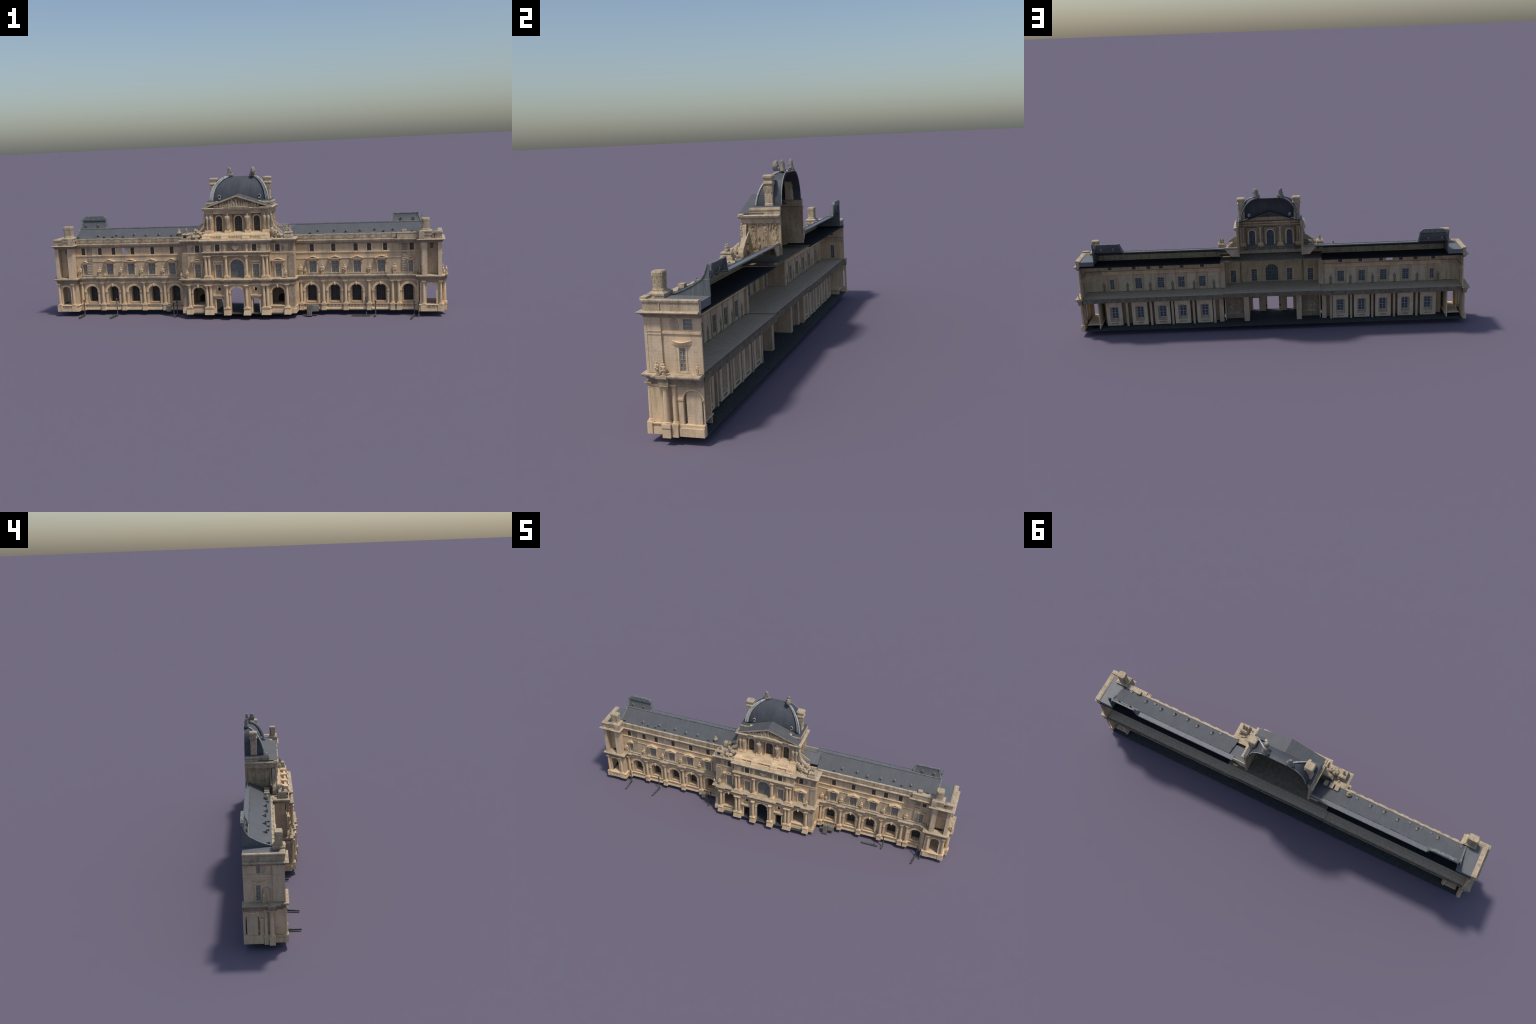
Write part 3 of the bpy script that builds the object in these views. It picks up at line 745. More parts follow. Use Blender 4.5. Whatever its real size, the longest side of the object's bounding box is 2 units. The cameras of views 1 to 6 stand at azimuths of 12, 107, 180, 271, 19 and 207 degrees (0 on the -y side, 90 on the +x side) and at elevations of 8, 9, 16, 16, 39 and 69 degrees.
# ------------------------------------------------------------------ corner pavilions
for s in (-1, 1):
    X = lambda x: s * x
    m = lambda *a: mirrored(MB(*a), s)
    ac = 0.920 if s > 0 else 0.925
    # lower front arch
    mb = m('wall')
    mb.wall(0.868, 0.966, ZB + 0.003, 0.166, -0.0365, -0.031, [(ac - 0.0225, ac + 0.0225, 0.0565, 0.133, 0.0195)])
    mb.box(0.868, 0.8725, -0.031, 0.012, ZB + 0.003, 0.166)
    mb.box(0.8745, 0.948, -0.034, 0.107, 0.050, 0.0545); mb.box(0.8840, 0.8890, -0.0300, 0.106, 0.029, 0.1655)          # loggia floor
    # side wall, blind arch with narrow slots; local u runs along y
    base_T = mb.T
    sx = s
    mb.T = lambda u, d, z: (sx * (0.966 - d), u, z)
    YL = 0.1275 if s < 0 else YB        # the left end reaches a little further back
    mb.wall(-0.0362, 0.0280, ZB + 0.003, 0.166, 0.0, 0.0045)
    mb.wall(0.0275, YL, ZB + 0.0032, 0.1658, -0.0065, -0.0015, [(0.0615, 0.118, 0.050, 0.125, 0.027), (0.0315, 0.0345, 0.056, 0.142, 0)])
    mb.wall(0.0690, 0.1125, 0.045, 0.1535, -0.0045, -0.0005)
    mb.T = base_T
    low = obj('corner_pavilion_wall', mb.mesh('corner_pavilion_wall'), palace)
    mb = m('trim')
    mb.ribbon(arc(ac, 0.0305, 0.133, 0.0275, 16), arc(ac, 0.0222, 0.133, 0.0192, 16), -0.0395, -0.036)
    for q in (-1, 1):
        a, b = sorted((ac + q * 0.0222, ac + q * 0.030)); mb.box(a, b, -0.0385, -0.036, 0.057, 0.130); mb.box(a - 0.001, b + 0.001, -0.0402, -0.036, 0.1295, 0.1335)
    mb.T = lambda u, d, z: (sx * (0.9725 - d), u, z)
    mb.ribbon(arc(0.0895, 0.0325, 0.125, 0.031, 16), arc(0.0895, 0.028, 0.125, 0.0265, 16), -0.0025, 0.001)
    mb.box(0.046, 0.0625, -0.0055, 0.001, 0.123, 0.1285); mb.box(0.047, 0.061, -0.0030, 0.001, 0.050, 0.123)
    mb.box(0.117, 0.1205, -0.0040, 0.001, 0.123, 0.128)
    mb.T = lambda u, d, z: (sx * (0.966 - d), u, z)
    mb.box(-0.0380, 0.0055, -0.0022, 0.001, 0.056, 0.163); mb.box(-0.0395, 0.0055, -0.0040, 0.001, 0.1585, 0.1635)
    obj('arch_moulding', mb.mesh('arch_moulding'), low)
    obj('column', ME_COL, low, (X(0.8855), -0.0405, 0.0545)); obj('column', ME_COL, low, (X(0.9635), -0.0405, 0.0545))
    obj('column', ME_COL, low, (X(0.9815), 0.0140, 0.0545), scale=(1.3, 1.3, 1)); obj('column', ME_COL, low, (X(0.9755), 0.0370, 0.0545))
    # base
    mb = m('trim')
    path = [(0.868, 0.0), (0.868, -0.038), (0.966, -0.038), (0.966, YB - 0.0005)]
    mb.sweep([(-0.004, ZB), (0.0085, ZB), (0.0078, 0.044), (-0.004, 0.044)], path)
    mb.sweep([(-0.004, 0.0438), (0.006, 0.0438), (0.006, 0.050), (0.0105, 0.052), (0.0105, 0.055), (-0.004, 0.0555)], path)
    for x in (0.8835, 0.9635): mb.box(x - 0.014, x + 0.014, -0.0495, -0.034, ZB + 0.0004, 0.0560)
    mb.box(0.962, 0.9925, 0.0020, 0.0260, ZB - 0.003, 0.0480, top=(0, 0)); mb.box(0.962, 0.9945, 0.0008, 0.0272, 0.0480, 0.0565); mb.box(0.962, 0.9860, 0.028, 0.046, ZB - 0.002, 0.0560)
    ye = (0.1280 if s < 0 else YB) - 0.0009
    mb.prism_x([(0.048, ZB + 0.0002), (ye, ZB + 0.0002), (ye, 0.0462), (0.048, 0.0462)], 0.966, 0.982)
    mb.prism_x([(0.030, 0.0460), (ye, 0.0460), (ye, 0.0545), (0.030, 0.0555)], 0.966, 0.9785)
    obj('base_course', mb.mesh('base_course'), low)
    mb = m('void'); mb.box(ac - 0.021, ac + 0.021, -0.0470, -0.040, 0.0445, 0.0495)
    obj('balustrade_gap', mb.mesh('balustrade_gap'), low)
    mb = m('trim'); balusters(mb, ac - 0.021, ac + 0.021, -0.0475, 0.0442, 0.0498, 0.006, 0.003)
    obj('window_balustrade', mb.mesh('window_balustrade'), low, stuff=True)
    # entablature and ledge
    path = [(0.868, 0.0), (0.868, -0.038), (0.966, -0.038), (0.966, -0.004), (0.9795, -0.004), (0.9795, (0.1290 if s < 0 else YB) - 0.0007)]
    if s < 0: path = [(-x, y) for x, y in reversed(path)]
    mb = MB('frieze', 'weather')
    mb.sweep([(-0.016, 0.163), (0.002, 0.163), (0.003, 0.170), (0.002, 0.171), (0.003, 0.178), (0.007, 0.181), (0.0085, 0.1865), (-0.016, 0.1865)], path)
    mb.cur = 1
    mb.sweep([(-0.022, 0.1865), (0.014, 0.1865), (0.0172, 0.1905), (0.0172, 0.194), (-0.022, 0.196)], path)
    mb.T = SX[s]; mb.box(0.972, 0.9992, -0.005, 0.027, 0.187, 0.1945); mb.cur = 0; mb.box(0.972, 0.9945, -0.001, 0.029, 0.1680, 0.1868)
    obj('lower_entablature', mb.mesh('lower_entablature'), palace)
    # upper storey
    mb = m('wall')
    mb.box(0.8805, 0.9040, -0.042, -0.034, 0.1955, 0.353); mb.box(0.876, 0.8815, -0.0385, 0.002, 0.1955, 0.353)
    mb.box(0.8815, 0.9010, -0.0345, 0.001, 0.1955, 0.353)
    mb.box(0.9530, 0.9705, -0.042, -0.034, 0.1955, 0.353)
    mb.wall(0.9005, 0.957, 0.1945, 0.353, 0.0, 0.004)
    mb.T = lambda u, d, z: (sx * (0.964 - d), u, z)
    mb.wall(-0.0360, YB, 0.1945, 0.3030, 0.0, 0.0045, [(0.0545, 0.0715, 0.2005, 0.2655, 0)])
    mb.wall(-0.0360, YB, 0.3030, 0.353, 0.0002, 0.0043, [(0.0690, 0.0960, 0.3145, 0.345, 0) if s > 0 else (0.0525, 0.0680, 0.3145, 0.345, 0)])
    mb.box(-0.0345, 0.0065, -0.0055, 0.001, 0.196, 0.353)
    mb.box(-0.0350, 0.007, -0.0068, 0.001, 0.3015, 0.304); mb.box(-0.0350, 0.007, -0.0068, 0.001, 0.310, 0.312)
    up = obj('corner_pavilion_upper_wall', mb.mesh('corner_pavilion_upper_wall'), palace)
    wm = window_mesh(0.0085, 0.2005, 0.2655, 0, 2, 6, 'paleglass', 'bar', 'side_window')
    obj('casement_window', wm, up, (X(0.9628), 0.063, 0), rot=s * math.pi / 2)
    wm = window_mesh(0.0135 if s > 0 else 0.0078, 0.3145, 0.345, 0, 3, 3, 'paleglass', 'bar', 'side_attic_window')
    obj('frieze_window', wm, up, (X(0.9628), 0.0825 if s > 0 else 0.0602, 0), rot=s * math.pi / 2)
    mb = m('void', 'trim')
    mb.box(0.919, 0.933, -0.001, 0.001, 0.3165, 0.347)
    for k in range(3): mb.cur = 1; mb.box(0.9215 + 0.0045 * k, 0.923 + 0.0045 * k, -0.0018, 0.001, 0.3165, 0.347)
    mb.box(0.926, 0.948, -0.0022, 0.001, 0.2445, 0.2475); mb.box(0.926, 0.929, -0.002, 0.001, 0.197, 0.2445); mb.box(0.945, 0.948, -0.002, 0.001, 0.197, 0.2445)
    mb.box(0.904, 0.953, -0.0022, 0.001, 0.300, 0.304); mb.box(0.904, 0.953, -0.0018, 0.001, 0.275, 0.2775)
    obj('blind_window', mb.mesh('blind_window'), up)
    mb = m('trim', 'quoin')
    mb.T = lambda u, d, z: (sx * (0.964 - d), u, z)
    # segmental hood over the side window: curved shelf, deepest at its middle
    n = 10
    for k in range(n):
        u0, u1 = 0.0335 + 0.058 * k / n, 0.0335 + 0.058 * (k + 1) / n
        f = lambda u: 0.0015 + 0.011 * math.sin(math.pi * (u - 0.0335) / 0.058)
        zt = lambda u: 0.2862 - 0.0045 * math.sin(math.pi * (u - 0.0335) / 0.058)
        for (za, zb, k2) in ((0.0, -0.0045, 1.0), (-0.0045, -0.010, 0.6)):
            mb.add([(u0, 0.001, zt(u0) + za), (u1, 0.001, zt(u1) + za), (u1, -f(u1) * k2, zt(u1) + za), (u0, -f(u0) * k2, zt(u0) + za),
                    (u0, 0.001, zt(u0) + zb), (u1, 0.001, zt(u1) + zb), (u1, -f(u1) * k2 * 0.8, zt(u1) + zb), (u0, -f(u0) * k2 * 0.8, zt(u0) + zb)],
                   [(0, 1, 2, 3), (7, 6, 5, 4), (3, 2, 6, 7), (0, 3, 7, 4), (1, 5, 6, 2), (0, 4, 5, 1)])
    for u in (0.0515, 0.0745): mb.box(u - 0.002, u + 0.002, -0.0018, 0.001, 0.200, 0.268)
    mb.box(0.0075, YB - 0.0005, -0.0032, 0.001, 0.3035, 0.3095)
    mb.box(0.046, 0.080, -0.002, 0.001, 0.1965, 0.2005)
    mb.cur = 1
    if s > 0:
        mb.prism([(0.030, 0.330)] + [(0.043 - 0.013 * math.cos(a), 0.330 + 0.0155 * math.sin(a)) for a in (0.5, 1.0, 1.57, 2.1, 2.6)] + [(0.056, 0.330), (0.056, 0.3155), (0.034, 0.3155)], -0.0014, 0.001)
    else:
        mb.box(0.0335, 0.049, -0.0014, 0.001, 0.3145, 0.345)
        mb.ribbon(arc(0.031, 0.016, 0.240, 0.018, 12), arc(0.031, 0.0125, 0.240, 0.0145, 12), -0.0022, 0.001)
        mb.box(0.0155, 0.0185, -0.002, 0.001, 0.198, 0.240); mb.box(0.0435, 0.0465, -0.002, 0.001, 0.198, 0.240)
    obj('side_ornament', mb.mesh('side_ornament'), up)
    mb = m('inner')
    mb.sweep([(0, 0.284), (0.004, 0.286), (0.006, 0.293), (0.003, 0.299), (0.006, 0.303), (0, 0.306)],
             [(0.9590, YB - 0.001), (0.9590, 0.020), (0.945, 0.0045), (0.872, 0.0045)] if s > 0 else [(0.9590, YB - 0.001), (0.9590, 0.020), (0.945, 0.0045), (0.872, 0.0045)])
    obj('inner_cornice', mb.mesh('inner_cornice'), up)
    if s > 0:
        obj('statue', ME_FIG[1], palace, (0.9905, -0.0015, 0.1945), rot=1.4, scale=(0.72, 0.72, 0.78))
        obj('statue', ME_FIG[2], palace, (0.9915, 0.0175, 0.1945), rot=1.7, scale=(0.68, 0.68, 0.66))
        obj('statue', ME_FIG[0], palace, (0.9760, 0.0075, 0.1945), rot=1.5, scale=(0.75, 0.6, 0.72))
        obj('statue', ME_FIG[0], palace, (0.9780, 0.1085, 0.1945), rot=1.5, scale=(0.5, 0.35, 0.66))
    else:
        obj('statue', ME_FIG[0], palace, (-0.9740, 0.042, 0.1945), rot=-1.5, scale=(0.7, 0.5, 0.95))
    # upper cornice and parapet
    path = [(0.876, 0.0), (0.876, -0.039), (0.968, -0.039), (0.968, YB)]
    if s < 0: path = [(-x, y) for x, y in reversed(path)]
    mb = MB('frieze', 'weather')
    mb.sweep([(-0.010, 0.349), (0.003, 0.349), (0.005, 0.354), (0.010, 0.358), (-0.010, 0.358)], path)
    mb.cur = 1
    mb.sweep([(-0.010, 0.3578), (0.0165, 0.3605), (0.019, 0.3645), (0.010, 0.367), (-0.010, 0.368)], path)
    obj('main_cornice', mb.mesh('main_cornice'), palace)
    mb = MB('weather')
    mb.sweep([(-0.014, 0.3675), (0.0035, 0.3675), (0.0035, 0.389), (0.0065, 0.391), (0.0075, 0.396), (0.0055, 0.3985), (-0.0095, 0.3975), (-0.016, 0.394)], path)
    mb.T = SX[s]
    mb.box(0.9725, 0.9735, 0.005, 0.0085, 0.370, 0.389)
    mb.box(0.8672, 0.892, -0.0495, -0.018, 0.3675, 0.3992)
    if s > 0: mb.box(0.936, 0.972, -0.0490, -0.030, 0.396, 0.4035)
    me = mb.mesh('roof_parapet')
    obj('roof_parapet', me, palace)
    a, b = (0.924, 0.944) if s > 0 else (0.9225, 0.949)
    mb = m('void'); mb.box(a, b, -0.0431, -0.039, 0.3735, 0.3880); obj('balustrade_gap', mb.mesh('balustrade_gap'), palace)
    mb = m('weather'); balusters(mb, a, b, -0.0440, 0.3735, 0.3880, 0.0052, 0.0032); obj('roof_balustrade', mb.mesh('roof_balustrade'), palace, stuff=True)
    mb = m('zinc'); mb.prism_x([(-0.030, 0.3930), (YB, 0.3905), (YB, 0.3685), (-0.030, 0.3685)], 0.8845, 0.9545)
    obj('flat_roof', mb.mesh('flat_roof'), palace)
    # chimney
    mb = m('chimney', 'weather')
    cx = 0.8980 if s > 0 else 0.8945
    cy = -0.022
    rnd = random.Random(5 + s)
    hw, hd = (0.0190, 0.0185) if s > 0 else (0.0230, 0.0165)
    seg = 28
    rows = [(1.0, 0.408), (1.0, 0.412), (0.92, 0.416), (0.93, 0.428), (0.96, 0.444), (1.02, 0.452), (1.0, 0.460), (0.90, 0.4635)]
    vs = []
    for q, z in rows:
        for k in range(seg):
            a = 2 * math.pi * k / seg; c, si = math.cos(a), math.sin(a)
            e = 0.55 if s > 0 else 0.28
            w = 1 + 0.05 * mnoise.noise(Vector((c * 3, si * 3, z * 90)))
            vs.append((cx + hw * q * w * math.copysign(abs(c) ** e, c), cy + hd * q * w * math.copysign(abs(si) ** e, si), z))
    fs = [(i * seg + k, i * seg + (k + 1) % seg, (i + 1) * seg + (k + 1) % seg, (i + 1) * seg + k) for i in range(len(rows) - 1) for k in range(seg)]
    fs += [tuple((len(rows) - 1) * seg + k for k in range(seg))]
    mb.add(vs, fs)
    mb.cur = 1
    mb.box(cx - 0.0285, cx + 0.0285, cy - 0.0235, cy + 0.024, 0.385, 0.399); mb.box(cx - 0.0305, cx + 0.0305, cy - 0.0255, cy + 0.0255, 0.399, 0.404)
    mb.box(cx - 0.0275, cx + 0.0275, cy - 0.0225, cy + 0.0225, 0.404, 0.4085, top=(0.005, 0.004))
    obj('chimney', mb.mesh('chimney'), palace)

mb = MB('carved'); mb.box(0.789, 0.810, -0.006, 0.012, 0.392, 0.4085)
obj('parapet_block', mb.mesh('parapet_block'), palace)
mb = MB('carved')
mb.lathe([(0.005, 0.399), (0.006, 0.402), (0.004, 0.405), (0.0115, 0.409), (0.013, 0.413), (0.0105, 0.418), (0.0055, 0.421), (0.006, 0.425), (0.004, 0.431), (0.001, 0.435)], -0.3165, 0.0225, 14)
obj('roof_urn', mb.mesh('roof_urn', smooth=True), palace)

# ------------------------------------------------------------------ central pavilion
mb = MB('facade')
# outer side bays, lower: arched niches
ARX = 0.1985
for s in (-1, 1):
    mirrored(mb, s)
    mb.wall(0.158, 0.278, ZB + 0.003, 0.168, -0.082, -0.076, [(ARX - 0.0305, ARX + 0.0305, 0.064, 0.126, 0.0265)])
    mb.box(0.2735, 0.278, -0.0765, 0.004, ZB + 0.003, 0.168)
    # small doorways with oculus over
    mb.wall(0.066, 0.158, ZB + 0.003, 0.1685, -0.096, -0.087, [(0.0745, 0.1075, ZB + 0.003, 0.0985, 0)] )
    mb.box(0.158, 0.1605, -0.0925, -0.0765, ZB + 0.003, 0.168)
mb.T = None
mb.wall(-0.0665, 0.0665, ZB + 0.003, 0.1695, -0.109, -0.096, [(-0.0315, 0.0315, ZB + 0.003, 0.130, 0.0275)])
cen_low = obj('central_ground_wall', mb.mesh('central_ground_wall'), palace)
# upper: middle and side bays
mb = MB('facade', 'facade')
for s in (-1, 1):
    mirrored(mb, s)
    mb.wall(0.1625, 0.278, 0.190, 0.366, -0.0665, -0.061, [(0.2020 - 0.0145, 0.2020 + 0.0145, 0.1985, 0.2650, 0)])
    mb.wall(0.0605, 0.1625, 0.190, 0.330, -0.0795, -0.074, [(0.0935 - 0.0148, 0.0935 + 0.0148, 0.2, 0.2655, 0)])
    mb.box(0.2735, 0.278, -0.0612, 0.004, 0.190, 0.366)
    mb.cur = 1; mb.wall(0.082, 0.1655, 0.330, 0.366, -0.0905, -0.085); mb.cur = 0
    mb.box(0.1605, 0.1654, -0.0852, -0.061, 0.190, 0.366)
mb.T = None
mb.wall(-0.0605, 0.0605, 0.190, 0.330, -0.0797, -0.074, [(-0.0335, 0.0335, 0.199, 0.257, 0.032)])
mb.cur = 1; mb.wall(-0.082, 0.082, 0.330, 0.366, -0.0907, -0.085)
cen_up = obj('central_upper_wall', mb.mesh('central_upper_wall'), palace)

WBIG = window_mesh(0.0335, 0.199, 0.257, 0.032, 6, 5, 'skyglass', 'oak', 'great_window', bw=0.0014)
WSIDE = window_mesh(0.0145, 0.1985, 0.2650, 0, 4, 5, 'paleglass', 'bar', 'casement_window')
WFR = window_mesh(0.0112, 0.3315, 0.359, 0.005, 3, 4, 'darkglass', 'bardark', 'frieze_window')
obj('great_window', WBIG, cen_up, (0, -0.0775, 0))
for s in (-1, 1):
    obj('casement_window', WSIDE, cen_up, (s * 0.0935, -0.0772, 0)); obj('casement_window', WSIDE, cen_up, (s * 0.2020, -0.0642, 0))
    obj('window_pediment', ME_PED, cen_up, (s * 0.2020, -0.0663, 0.2795), scale=(1.06, 0.95, 1.0))
    obj('frieze_window', WFR, cen_up, (s * 0.0915, -0.0918, 0.0005))
    obj('frieze_window', WFR, cen_up, (s * 0.2005, -0.0678, -0.0055))
mb = MB('trim')
for s in (-1, 1):
    mirrored(mb, s)
    surround(mb, 0.2020, 0.0147, 0.1975, 0.2652, -0.0702, -0.060, 0.0055)
    surround(mb, 0.0935, 0.0150, 0.199, 0.2657, -0.083, -0.073, 0.0055)
    mb.box(0.0935 - 0.026, 0.0935 + 0.026, -0.090, -0.079, 0.2795, 0.2845); mb.box(0.0935 - 0.023, 0.0935 + 0.023, -0.086, -0.079, 0.2745, 0.2795)
    for q in (-1, 1): mb.box(0.0935 + q * 0.0235 - 0.002, 0.0935 + q * 0.0235 + 0.002, -0.0855, -0.079, 0.258, 0.2795)
    mb.box(0.2535, 0.2538, -0.067, -0.06, 0.2, 0.2)
    for x, y, dz in ((0.0915, -0.0905, 0), (0.2005, -0.0665, -0.0055)):
        for q in (-1, 1): mb.box(x + q * 0.0140 - 0.0024, x + q * 0.0140 + 0.0024, y - 0.0035, y + 0.002, 0.3305 + dz, 0.366 + dz)
    # plain square frieze panel
    a, b = 0.120, 0.150
    mb.box(a, b, -0.0918, -0.090, 0.336, 0.3585)
    for (p, q, r2, t) in ((a, b, 0.3585, 0.3605), (a, b, 0.334, 0.336), (a, a + 0.002, 0.334, 0.3605), (b - 0.002, b, 0.334, 0.3605)):
        mb.box(p, q, -0.0925, -0.090, r2, t)
    mb.box(0.1655, 0.276, -0.0695, -0.0655, 0.3165, 0.3225)
mb.T = None
mb.ribbon(arc(0, 0.0435, 0.257, 0.041, 18), arc(0, 0.0338, 0.257, 0.0322, 18), -0.0835, -0.079)
for q in (-1, 1):
    a, b = sorted((q * 0.0338, q * 0.0415)); mb.box(a, b, -0.0825, -0.079, 0.199, 0.254); mb.box(a - 0.001, b + 0.001, -0.0845, -0.079, 0.254, 0.258)
for q in (-1, 1): mb.box(q * 0.0555 - 0.005, q * 0.0555 + 0.005, -0.0935, -0.090, 0.331, 0.364)
obj('window_surround', mb.mesh('window_surround'), cen_up)
# carved half-round frieze reliefs and central cartouche
mb = MB('frieze', 'quoin')
for s in (-1, 1):
    for x, y, dz in ((s * 0.0915, -0.0912, 0), (s * 0.2005, -0.0672, -0.0055)):
        for q in (-1, 1):
            base = x + q * 0.0165
            pts = [(base, 0.3325 + dz), (base, 0.3605 + dz)] + [(base + q * 0.017 * math.sin(a), 0.3465 + dz + 0.014 * math.cos(a)) for a in (0.5, 1.0, 1.57, 2.1, 2.6)]
            mb.prism(pts, y - 0.0028, y + 0.001)
            for k in range(4):
                mb.blob((base + q * (0.003 + 0.003 * k), y - 0.002, 0.3465 + dz + random.uniform(-0.006, 0.006)), (0.0024, 0.0018, 0.004), 0.3, k, 5)
heart = []
for i in range(20):
    t = 2 * math.pi * i / 20
    heart.append((0.0011 * 1.05 * 16 * math.sin(t) ** 3 - 0.001, 0.3485 + 0.00098 * (13 * math.cos(t) - 5 * math.cos(2 * t) - 2 * math.cos(3 * t) - math.cos(4 * t))))
mb.box(-0.0440, 0.0440, -0.0916, -0.0890, 0.3325, 0.3632); mb.cur = 1; mb.prism(heart, -0.0955, -0.090); mb.cur = 0
for k in range(26):
    q = -1 if k % 2 else 1
    mb.blob((q * random.uniform(0.017, 0.043), -0.0912, random.uniform(0.335, 0.361)), (random.uniform(0.002, 0.004), 0.002, random.uniform(0.003, 0.006)), 0.3, k, 5)
obj('frieze_relief', mb.mesh('frieze_relief'), cen_up)

# orders: columns of both storeys
LOWX = [(0.244, -0.0950), (0.1505, -0.1070), (0.1325, -0.1070), (0.0485, -0.1175)]
for s in (-1, 1):
    for x, y in LOWX:
        obj('column', ME_COL, cen_low, (s * x, y, 0.0545), scale=(1.08, 1.08, 1.0))
    for x in (0.1520, 0.1345, 0.0508):
        obj('column', ME_COLUP, cen_up, (s * x, -0.0990, 0.2065), scale=(1.06, 1.06, 1))
mb = MB('trim')
def pedestal(x0, x1, y0, y1):
    mb.box(x0 - 0.002, x1 + 0.002, y0 - 0.003, y1, ZB - 0.001, 0.046, top=(0.003, 0.0035))
    mb.box(x0 + 0.0005, x1 - 0.0005, y0 + 0.0012, y1, 0.046, 0.0525)
    mb.box(x0 - 0.001, x1 + 0.001, y0 - 0.001, y1, 0.0525, 0.0565)
for s in (-1, 1):
    mirrored(mb, s)
    pedestal(0.0335, 0.0645, -0.1265, -0.096); pedestal(0.1205, 0.1635, -0.1165, -0.086)
    pedestal(0.2300, 0.2590, -0.1075, -0.076)
    mb.box(0.1600, 0.2335, -0.0935, -0.076, ZB, 0.046); mb.box(0.1600, 0.2335, -0.0945, -0.076, 0.0585, 0.0635)
    mb.box(0.2555, 0.2850, -0.0900, -0.060, ZB + 0.0005, 0.0445); mb.box(0.2555, 0.2830, -0.0880, -0.060, 0.0445, 0.0565)
    mb.box(0.277, 0.2860, -0.0605, -0.004, ZB + 0.0005, 0.0560); mb.box(0.277, 0.2900, -0.030, -0.001, 0.055, 0.164)
    mb.box(0.064, 0.0685, -0.106, -0.0865, ZB, 0.0555, top=(0.0, 0.002)); mb.box(0.1095, 0.1215, -0.1045, -0.0865, ZB, 0.0500, top=(0.0, 0.003))
obj('pedestal_course', mb.mesh('pedestal_course'), cen_low)
mb = MB('trim')
for s in (-1, 1):
    mirrored(mb, s); balusters(mb, 0.164, 0.230, -0.0905, 0.046, 0.0585, 0.0052, 0.0036)
obj('window_balustrade', mb.mesh('window_balustrade'), cen_low, stuff=True)
mb = MB('trim', 'quoin', 'frieze')
for s in (-1, 1):
    mirrored(mb, s); mb.cur = 0
    mb.ribbon(arc(ARX, 0.039, 0.126, 0.0352, 16), arc(ARX, 0.0302, 0.126, 0.0262, 16), -0.0855, -0.081)
    for q in (-1, 1):
        a, b = sorted((ARX + q * 0.0302, ARX + q * 0.0375)); mb.box(a, b, -0.0845, -0.081, 0.0635, 0.1235); mb.box(a - 0.001, b + 0.001, -0.0865, -0.081, 0.1225, 0.127)
    # doorway frame, shelf hood
    for q in (-1, 1): mb.box(0.091 + q * 0.0195 - 0.003, 0.091 + q * 0.0195 + 0.003, -0.1005, -0.086, ZB + 0.004, 0.102)
    mb.box(0.0685, 0.1135, -0.1005, -0.086, 0.0985, 0.1045)
    mb.box(0.0615, 0.1200, -0.1075, -0.0865, 0.1135, 0.119); mb.box(0.0655, 0.1165, -0.1025, -0.0865, 0.1065, 0.1135)
    # quoins on the outer corners
    mb.cur = 1
    for z0, z1, yw in ((0.058, 0.160, -0.0815), (0.200, 0.314, -0.066)):
        n = int((z1 - z0) / 0.0056)
        for i in range(n):
            z = z0 + i * 0.0056; hw = 0.0145 if i % 2 else 0.0135
            mb.box(0.2650 - hw, 0.2800, yw - 0.0062, yw + 0.002, z, z + 0.0040)
            mb.box(0.2770, 0.2803, yw, yw + 0.020 + 0.003 * (i % 2), z + 0.0003, z + 0.0040)
        mb.cur = 2; mb.box(0.2520, 0.2792, yw - 0.0018, yw + 0.002, z0 - 0.001, z1); mb.cur = 1
mb.T = None; mb.cur = 2
for q in (-1, 1): mb.box(q * 0.2655 - 0.0125, q * 0.2655 + 0.0125, -0.0685, -0.064, 0.3265, 0.362)
mb.cur = 0
mb.ribbon(arc(0, 0.0395, 0.130, 0.034, 18), arc(0, 0.0312, 0.130, 0.0272, 18), -0.1125, -0.108)
for q in (-1, 1):
    a, b = sorted((q * 0.0312, q * 0.0375)); mb.box(a, b, -0.1115, -0.108, ZB + 0.004, 0.1275); mb.box(min(a, b) - (0.003 if q > 0 else 0), max(a, b) + (0.003 if q < 0 else 0), -0.114, -0.094, 0.1265, 0.1315)
obj('arch_moulding', mb.mesh('arch_moulding'), cen_low)
for s in (-1, 1): obj('keystone', ME_KEY, cen_low, (s * ARX, -0.085, 0.1575), scale=(1.1, 1.1, 1.1))
# bull's-eye openings over the doors, with a slim bust before each
mb = MB('trim', 'void')
for s in (-1, 1):
    c = s * 0.0905
    n = 16
    o = [(c + 0.0115 * math.cos(2 * math.pi * i / n), 0.1465 + 0.0115 * math.sin(2 * math.pi * i / n)) for i in range(n + 1)]
    i2 = [(c + 0.0085 * math.cos(2 * math.pi * i / n), 0.1465 + 0.0085 * math.sin(2 * math.pi * i / n)) for i in range(n + 1)]
    mb.cur = 0; mb.ribbon(o, i2, -0.0985, -0.0955)
    mb.cur = 1; mb.prism(i2[:-1], -0.0970, -0.0950)
obj('bulls_eye', mb.mesh('bulls_eye'), cen_low)
mb = MB('trim')
for s in (-1, 1):
    x = s * 0.0905 - 0.007
    mb.blob((x, -0.1015, 0.1465), (0.0032, 0.004, 0.0115), 0.2, 5, 8)
obj('mask_ornament', mb.mesh('mask_ornament', smooth=True), cen_low)

